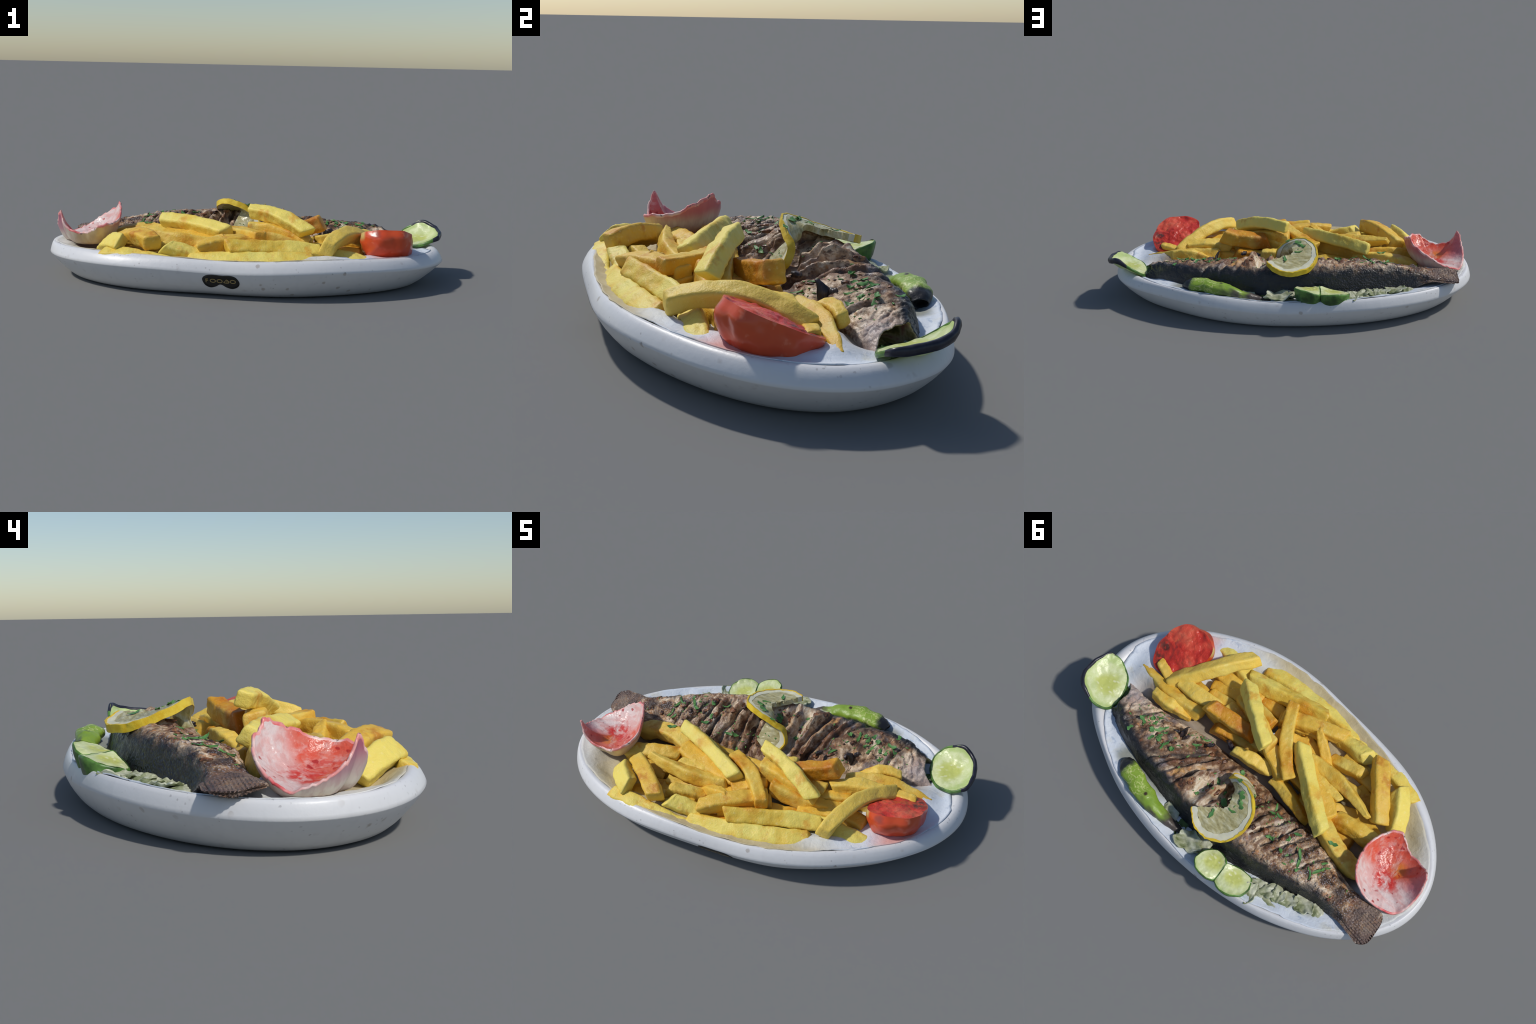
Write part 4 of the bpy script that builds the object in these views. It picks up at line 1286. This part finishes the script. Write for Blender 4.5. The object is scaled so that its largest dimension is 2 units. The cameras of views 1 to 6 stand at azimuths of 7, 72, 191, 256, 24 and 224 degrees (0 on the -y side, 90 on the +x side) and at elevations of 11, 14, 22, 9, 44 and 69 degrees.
# ================================================================== CUCUMBER ON THE RIM
CUKE_D = make_plain("aubergine_dark_peel", (0.012, 0.012, 0.022), (0.030, 0.030, 0.045), 20, 0.35, 0.1).m
CUKE_G = make_plain("cucumber_peel", (0.030, 0.075, 0.018), (0.12, 0.26, 0.05), 16, 0.35, 0.15).m
cc1 = np.array((0.868, 0.222, 0.178))
OUT1 = [(0.773, 0.231, 0.158), (0.766, 0.300, 0.172), (0.806, 0.343, 0.216), (0.882, 0.336, 0.254), (0.950, 0.298, 0.254), (0.982, 0.230, 0.240), (0.982, 0.152, 0.230), (0.962, 0.098, 0.218), (0.895, 0.092, 0.185), (0.816, 0.138, 0.166)]
no, nf = 110, 22
o = spline(OUT1, no, closed=True)
o = cc1 + (o - cc1) * (0.985 + 0.010 * np.sin(np.linspace(0, 2 * PI, no) * 9 + 1))[:, None]
o[:, 2] = o[:, 2] + 0.012 * smooth(0.28, 0.33, o[:, 1]) * smooth(0.84, 0.90, o[:, 0])
fr = np.linspace(1.0, 0.03, nf)
g = cc1 + (o - cc1)[None] * fr[:, None, None]
g[..., 2] = cc1[2] + 0.004 + (o[None, :, 2] - cc1[2] - 0.004) * fr[:, None] ** 2.2
q = g.reshape(-1, 3)
q[:, 2] += 0.004 * fbm(q * 16, 3)
edge_w = 1 + 0.012 * np.sin(np.linspace(0, 2 * PI, no) * 13)
cuke = empty("cucumber_slice", cc1, "round cucumber slice with dark peel, curled over the rim", "cucumber")
CF1 = make_cucumber_flesh("cucumber_flesh", (0, 0, 0), 0.115)
F = grid_faces(nf, no, wrap_v=True) + [tuple((nf - 1) * no + j for j in range(no))]
under = q - (0, 0, 0.016)
V = np.concatenate([q, under])
F = F + [tuple(i + len(q) for i in f)[::-1] for f in F]
ob = new_object("flesh", V, F, CF1, cuke, cc1)
fix_normals(ob)
# peel band round the edge, standing a little proud and hanging lower on the outside
dirxy = unit((o - cc1) * (1, 1, 0))
outside = smooth(0.0, 0.6, dirxy @ np.array([0.93, 0.37, 0]))
rows = []
for off, dz in [(-0.002, 0.001), (0.003, 0.0015), (0.006, -0.004), (0.007, -0.012), (0.005, -0.020), (0.0, -0.023), (-0.004, -0.018), (-0.004, -0.006)]:
    rows.append(o + dirxy * (off * (1 + 0.9 * outside))[:, None] + np.outer(dz * (0.75 + 0.6 * outside), (0, 0, 1)))
V = np.concatenate(rows)
V += 0.0015 * fbm(V * 30, 2)[:, None] * np.repeat(dirxy[None], len(rows), 0).reshape(-1, 3)
F = grid_faces(len(rows), no, wrap_u=True, wrap_v=True)
pl = new_object("peel", V, F, [CUKE_D, CUKE_G], cuke, cc1)
mi = [1 if outside[i % no] < 0.25 else 0 for i in range(len(F))]
pl.data.polygons.foreach_set("material_index", mi)
fix_normals(pl)

# ================================================================== TWO CUCUMBER HALVES AT THE BACK
half_outlines = [
    [(-0.232, 0.436, 0.222), (-0.190, 0.420, 0.205), (-0.150, 0.425, 0.205), (-0.122, 0.470, 0.225), (-0.117, 0.525, 0.243), (-0.150, 0.556, 0.246), (-0.183, 0.562, 0.243), (-0.222, 0.554, 0.228), (-0.248, 0.535, 0.215), (-0.244, 0.505, 0.215), (-0.239, 0.470, 0.217)],
    [(-0.238, 0.437, 0.220), (-0.244, 0.470, 0.217), (-0.250, 0.505, 0.214), (-0.256, 0.536, 0.213), (-0.300, 0.548, 0.222), (-0.348, 0.535, 0.222), (-0.385, 0.495, 0.205), (-0.388, 0.445, 0.190), (-0.358, 0.400, 0.178), (-0.300, 0.404, 0.190)],
]
cukes = empty("cucumber_halves", (-0.24, 0.49, 0.2), "two thick half slices of green cucumber", "cucumber")
for k, ol in enumerate(half_outlines):
    ol = np.array(ol) - (0, 0.010, 0.008)
    n = 80
    t = np.linspace(0, 1, len(ol) + 1)
    oo = spline(ol, n, closed=True) * 0.55 + 0.45 * np.stack([np.interp(np.linspace(0, 1, n, endpoint=False), t, np.append(ol[:, a], ol[0, a])) for a in range(3)], 1)
    c = oo.mean(0)
    fr = np.linspace(0.985, 0.03, 16)
    g = c + (oo - c)[None] * fr[:, None, None]
    pl_ = np.linalg.lstsq(np.c_[oo[:, :2] - c[:2], np.ones(n)], oo[:, 2], rcond=None)[0]
    plane = (g[..., :2] - c[:2]) @ pl_[:2] + pl_[2]
    oz = oo[:, 2] - ((oo[:, :2] - c[:2]) @ pl_[:2] + pl_[2])
    g[..., 2] = plane + oz[None] * fr[:, None] ** 3
    q = g.reshape(-1, 3)
    q[:, 2] += 0.0035 * fbm(q * 26 + k, 3)
    F = grid_faces(16, n, wrap_v=True) + [tuple(15 * n + j for j in range(n))]
    CF = make_cucumber_flesh(f"cucumber_half_flesh", (0, -0.02, 0.0), 0.085)
    piece = empty("cucumber_half", c, parent=cukes)
    ob = new_object("flesh", q, F, CF, piece, c)
    fix_normals(ob)
    d = unit((oo - c) * (1, 1, 0))
    rows = []
    for off, dz in [(-0.0015, 0.0005), (0.003, -0.001), (0.005, -0.008), (0.002, -0.03), (-0.004, -0.055), (-0.012, -0.075)]:
        rows.append(oo + d * off + (0, 0, dz))
    V = np.concatenate(rows)
    V += (0.003 * fbm(V * 22, 2))[:, None] * np.repeat(d[None], len(rows), 0).reshape(-1, 3)
    ob = new_object("peel", V, grid_faces(len(rows), n, wrap_v=True) + [tuple(5 * n + j for j in range(n))], CUKE_G, piece, c)
    fix_normals(ob)

# ================================================================== GREEN PEPPER
PC = spline([(0.492, 0.424, 0.178), (0.455, 0.437, 0.188), (0.40, 0.455, 0.196), (0.34, 0.470, 0.198), (0.27, 0.482, 0.188), (0.20, 0.485, 0.172), (0.13, 0.480, 0.154), (0.07, 0.472, 0.140), (0.02, 0.466, 0.132)], 60)
PR = spline([0.030, 0.046, 0.050, 0.052, 0.049, 0.041, 0.030, 0.022, 0.008], 60)[:, 0]
T = unit(np.gradient(PC, axis=0))
sd = unit(np.cross((0, 0, 1.0), T))
uu = np.cross(T, sd)
a = np.linspace(0, 2 * PI, 36, endpoint=False)
V = np.concatenate([PC[i] + PR[i] * (1 + 0.06 * np.sin(3 * a + i * 0.05))[:, None] * (np.outer(np.cos(a), sd[i]) * 0.88 + np.outer(np.sin(a), uu[i]) * 0.62) for i in range(60)])
dn = unit(V - np.repeat(PC, 36, 0))
V = V + dn * (0.008 * fbm(V * 14, 3) + 0.003 * np.abs(fbm(V * (50, 25, 40), 2)))[:, None]
# hollow, collapsed stem end
inner = [PC[0] + (V[:36] - PC[0]) * s + T[0] * d for s, d in [(0.85, 0.004), (0.72, 0.02), (0.5, 0.035), (0.1, 0.04)]]
V = np.concatenate(inner[::-1] + [V])
F = grid_faces(64, 36, wrap_v=True) + [tuple(range(36)), tuple(63 * 36 + j for j in range(36))]
pep = new_object("green_pepper", V, F, make_pepper(), None, (0.28, 0.475, 0.19), "grilled long green pepper with charred tip", "pepper")
fix_normals(pep)

# ================================================================== RED ONION LAYER
oc = np.array((-0.805, -0.075, 0.184))
ORIM = [(-0.692, 0.044, 0.326), (-0.674, 0.024, 0.356), (-0.660, -0.010, 0.338), (-0.646, -0.066, 0.314), (-0.640, -0.130, 0.292), (-0.662, -0.205, 0.276), (-0.704, -0.250, 0.268), (-0.750, -0.240, 0.245), (-0.790, -0.222, 0.232), (-0.850, -0.215, 0.236), (-0.898, -0.200, 0.268), (-0.914, -0.184, 0.305), (-0.924, -0.170, 0.328), (-0.938, -0.152, 0.296),
        (-0.952, -0.125, 0.258), (-0.960, -0.075, 0.222), (-0.955, -0.015, 0.194), (-0.933, 0.033, 0.186), (-0.885, 0.060, 0.202), (-0.835, 0.078, 0.232), (-0.777, 0.085, 0.272), (-0.720, 0.068, 0.308)]
no, nf = 144, 30
o = spline(ORIM, no, closed=True)
jag = fbm(np.stack([o[:, 0] * 40, o[:, 1] * 40, o[:, 2] * 40], 1), 3)
o = o + np.outer(0.009 * jag, (0, 0, 1)) + unit((o - oc) * (1, 1, 0)) * (0.003 * jag)[:, None]
fr = np.linspace(1.0, 0.03, nf)
g = oc + (o - oc)[None] * fr[:, None, None]
g[..., 2] = oc[2] + (o[None, :, 2] - oc[2]) * fr[:, None] ** 2.3
# belly of the cup swells outwards just under the rim
sw = 0.10 * np.sin(PI * np.clip((fr - 0.35) / 0.65, 0, 1)) * 0.8
g[..., :2] = oc[:2] + (g[..., :2] - oc[:2]) * (1 + sw[:, None, None])
inn = g.reshape(-1, 3).copy()
inn[:, 2] += 0.003 * fbm(inn * 18, 3)
outr = inn + np.array([0, 0, -0.006])
outr[:, 2] -= 0.034 * smooth(0.98, 0.55, np.repeat(fr, no))
fr2 = np.repeat(fr, no)[:, None]
outr[:, :2] = oc[:2] + (outr[:, :2] - oc[:2]) * (1 + 0.11 * np.sin(PI * fr2))
outr[:, :2] = oc[:2] + (outr[:, :2] - oc[:2]) * 1.045
edge_row = (inn[:no] + outr[:no]) / 2 + (0, 0, 0.002)
n1 = len(inn)
V = np.concatenate([inn, outr, edge_row])
Fi = grid_faces(nf, no, wrap_v=True)
F = Fi + [tuple((nf - 1) * no + j for j in range(no))]
M_ = [0] * len(F)
for i, f in enumerate(Fi):
    if i // no < 1:
        M_[i] = 2
nF = len(F)
F = F + [tuple(v + n1 for v in f)[::-1] for f in F]
M_ += [2 if i < no else 1 for i in range(nF)]
for j in range(no):
    j2 = (j + 1) % no
    F.append((j, j2, 2 * n1 + j2, 2 * n1 + j))
    F.append((2 * n1 + j, 2 * n1 + j2, n1 + j2, n1 + j))
    M_ += [2, 2]
onion = new_object("red_onion_layer", V, F, [make_onion_inner(), make_onion_outer(), make_onion_edge()], None, oc, "cupped pink layer of red onion holding sauce", "onion")
onion.data.polygons.foreach_set("material_index", M_)
fix_normals(onion)

# ================================================================== LETTUCE SCRAPS
LET = make_lettuce()
LETD = make_plain('dark_herb_scraps', (0.02, 0.05, 0.012), (0.10, 0.16, 0.03), 22, 0.45, 0.2).m
lett = empty("lettuce_scraps", (-0.45, 0.36, 0.13), "torn pale lettuce scraps beside the fish", "lettuce")
spots = [(-0.02, 0.478, 0.176, 0.060, 0.3), (-0.07, 0.440, 0.169, 0.05, 1.4), (-0.41, 0.390, 0.169, 0.045, 0.2), (-0.455, 0.372, 0.179, 0.040, 1.1), (-0.50, 0.348, 0.179, 0.038, 2.2), (-0.55, 0.332, 0.172, 0.042, 0.7), (-0.61, 0.295, 0.169, 0.050, 2.8),
         (-0.40, 0.440, 0.174, 0.045, 1.9), (-0.50, 0.400, 0.169, 0.045, 0.1), (0.53, 0.415, 0.149, 0.05, 0.6), (-0.68, 0.27, 0.169, 0.045, 1.6), (0.16, 0.430, 0.164, 0.05, 2.2),
         (0.33, 0.415, 0.137, 0.05, 0.4), (0.24, 0.425, 0.137, 0.045, 1.2), (0.08, 0.435, 0.147, 0.05, 2.0), (-0.10, 0.475, 0.147, 0.06, 0.9), (-0.36, 0.43, 0.152, 0.05, 2.6), (-0.57, 0.345, 0.147, 0.045, 1.5), (0.62, 0.395, 0.132, 0.04, 0.2), (0.80, 0.20, 0.157, 0.045, 0.8)]
for k, (x, y, z, r, rot) in enumerate(spots):
    n = 20
    u = np.linspace(-1, 1, n)
    U, W = np.meshgrid(u, u, indexing="ij")
    sq = np.sqrt(1 - 0.5 * W ** 2), np.sqrt(1 - 0.5 * U ** 2)
    ed = (1 + 0.14 * np.sin(3 * np.arctan2(W, U) + k) + 0.08 * np.sin(7 * np.arctan2(W, U) + 2 * k)) * 1.12
    Xl, Yl = U * sq[0] * r * ed, W * sq[1] * r * 0.75 * ed
    zz = -0.011 + 0.25 * r * (U ** 2 * math.cos(k) + W * U * math.sin(k * 2.1)) + 0.20 * r * fbm(np.stack([U.ravel() * 1.0 + k * 7, W.ravel() * 1.3, 0 * U.ravel()], 1), 2).reshape(n, n)
    c, s = math.cos(rot), math.sin(rot)
    g = np.stack([x + c * Xl - s * Yl, y + s * Xl + c * Yl, z + zz], -1)
    lm = LETD if k >= 12 else LET
    slab("lettuce_scrap", g, 0.005, [lm, lm], lett, (x, y, z), 1, rim=2)

# ================================================================== PARSLEY
bpy.context.view_layer.update()
for nm in ("flesh", "pith", "rind"):
    for ob in lemon.children:
        SOLIDS.append((np.array([tuple(ob.matrix_world @ v.co) for v in ob.data.vertices]), [tuple(p.vertices) for p in ob.data.polygons]))
    break
Vt = [np.array([tuple(ob.matrix_world @ v.co) for v in ob.data.vertices]) for ob in fish.children if ob.name in ("head", "torso", "tail")]
Ft = [[tuple(p.vertices) for p in ob.data.polygons] for ob in fish.children if ob.name in ("head", "torso", "tail")]
V, F = joined(SOLIDS + list(zip(Vt, Ft)))
top_bvh = BVHTree.FromPolygons(V.tolist(), F)
PARS = make_parsley()
parsley = empty("chopped_parsley", (-0.1, 0.18, 0.28), "scattered chopped parsley leaves", "parsley")
PXY = [(0.594, 0.219), (0.55, 0.19), (0.466, 0.182), (0.45, 0.238), (0.47, 0.267), (0.585, 0.308), (0.354, 0.241), (0.396, 0.237), (0.295, 0.131), (0.295, 0.076), (0.09, 0.183), (0.108, 0.301),
       (-0.017, 0.255), (-0.017, 0.133), (-0.094, 0.205), (-0.036, 0.332), (-0.097, 0.261), (0.049, 0.063), (-0.039, -0.005), (-0.109, 0.006), (-0.188, 0.061), (-0.214, 0.101), (-0.243, 0.094),
       (-0.297, 0.208), (-0.362, 0.148), (-0.374, 0.099), (-0.378, 0.219), (-0.413, 0.212), (-0.45, 0.166), (-0.475, 0.198), (-0.512, 0.166), (-0.493, 0.229), (-0.547, 0.194), (-0.56, 0.166),
       (-0.552, 0.11), (-0.576, 0.121), (-0.518, 0.014), (0.57, 0.235), (0.52, 0.20), (0.48, 0.21), (0.44, 0.20), (0.43, 0.25), (0.50, 0.24), (0.40, 0.26), (0.53, 0.16), (-0.02, 0.24), (0.0, 0.22), (0.02, 0.20), (-0.08, 0.18), (-0.11, 0.215)]
rp = np.random.default_rng(5)
for k, (x, y) in enumerate(PXY):
    hit = top_bvh.ray_cast(Vector((x, y, 0.6)), Vector((0, 0, -1)))
    if hit[0] is None:
        continue
    p, nrm = np.array(hit[0]), unit(np.array(hit[1]))
    if nrm[2] < 0:
        nrm = -nrm
    nrm = unit(nrm + (0, 0, 0.7))
    strand = k in (9, 22, 20, 28, 29, 32, 33, 34, 35, 8)
    Lr, Wr = (rp.uniform(0.022, 0.034), rp.uniform(0.004, 0.006)) if strand else (rp.uniform(0.011, 0.026), rp.uniform(0.005, 0.010))
    az = rp.uniform(0, 2 * PI)
    tx = unit(np.cross(nrm, (math.sin(az), -math.cos(az), 0.1)))
    ty = np.cross(nrm, tx)
    n, m = 14, 7
    u, w = np.linspace(-1, 1, n), np.linspace(-1, 1, m)
    U, W = np.meshgrid(u, w, indexing="ij")
    prof = (1 - np.abs(U) ** 2.5) ** 0.6 * (1 + (0.0 if strand else 0.34) * np.sin(U * (4.5 + 3 * rp.random()) + k)) + 0.12
    bend = rp.uniform(-0.8, 0.8)
    Xl, Yl = U * Lr, W * Wr * prof + bend * Lr * 0.5 * U ** 2
    Zl = 0.0035 + 0.006 * rp.uniform(0, 1.4) * U ** 2 + 0.0035 * rp.uniform(-1, 1) * W * U + 0.0025 * W ** 2 * rp.uniform(-1, 1)
    g = p + Xl[..., None] * tx + Yl[..., None] * ty + Zl[..., None] * nrm
    slab("parsley_flake", g, 0.0016, [PARS, PARS], parsley, p, 1, rim=2)

# fine flecks of parsley between the leaves
items = []
for k in range(110):
    cx, cy, sx_, sy_ = [(0.52, 0.22, 0.07, 0.045), (-0.47, 0.17, 0.09, 0.05), (-0.20, 0.10, 0.08, 0.04), (0.05, 0.22, 0.07, 0.06), (0.30, 0.16, 0.07, 0.06)][k % 5]
    x, y = rp.normal(cx, sx_), rp.normal(cy, sy_)
    hit = top_bvh.ray_cast(Vector((x, y, 0.6)), Vector((0, 0, -1)))
    if hit[0] is None or y < 0.04 or y > 0.36:
        continue
    r = rp.uniform(0.003, 0.006)
    items.append(blob(np.array(hit[0]) + (0, 0, 0.001), r * rp.uniform(1, 2.2), r * 0.7, 0.0018, k, 6, 9, 0.5, rp.uniform(0, PI)))
V, F = joined(items)
fl = new_object("parsley_flecks", V, F, PARS, parsley, (0.05, 0.18, 0.26))
fl["kind"] = "stuff"
fix_normals(fl)

for ob in bpy.data.objects:
    if ob.parent is None and "label" not in ob:
        print("UNLABELLED", ob.name)
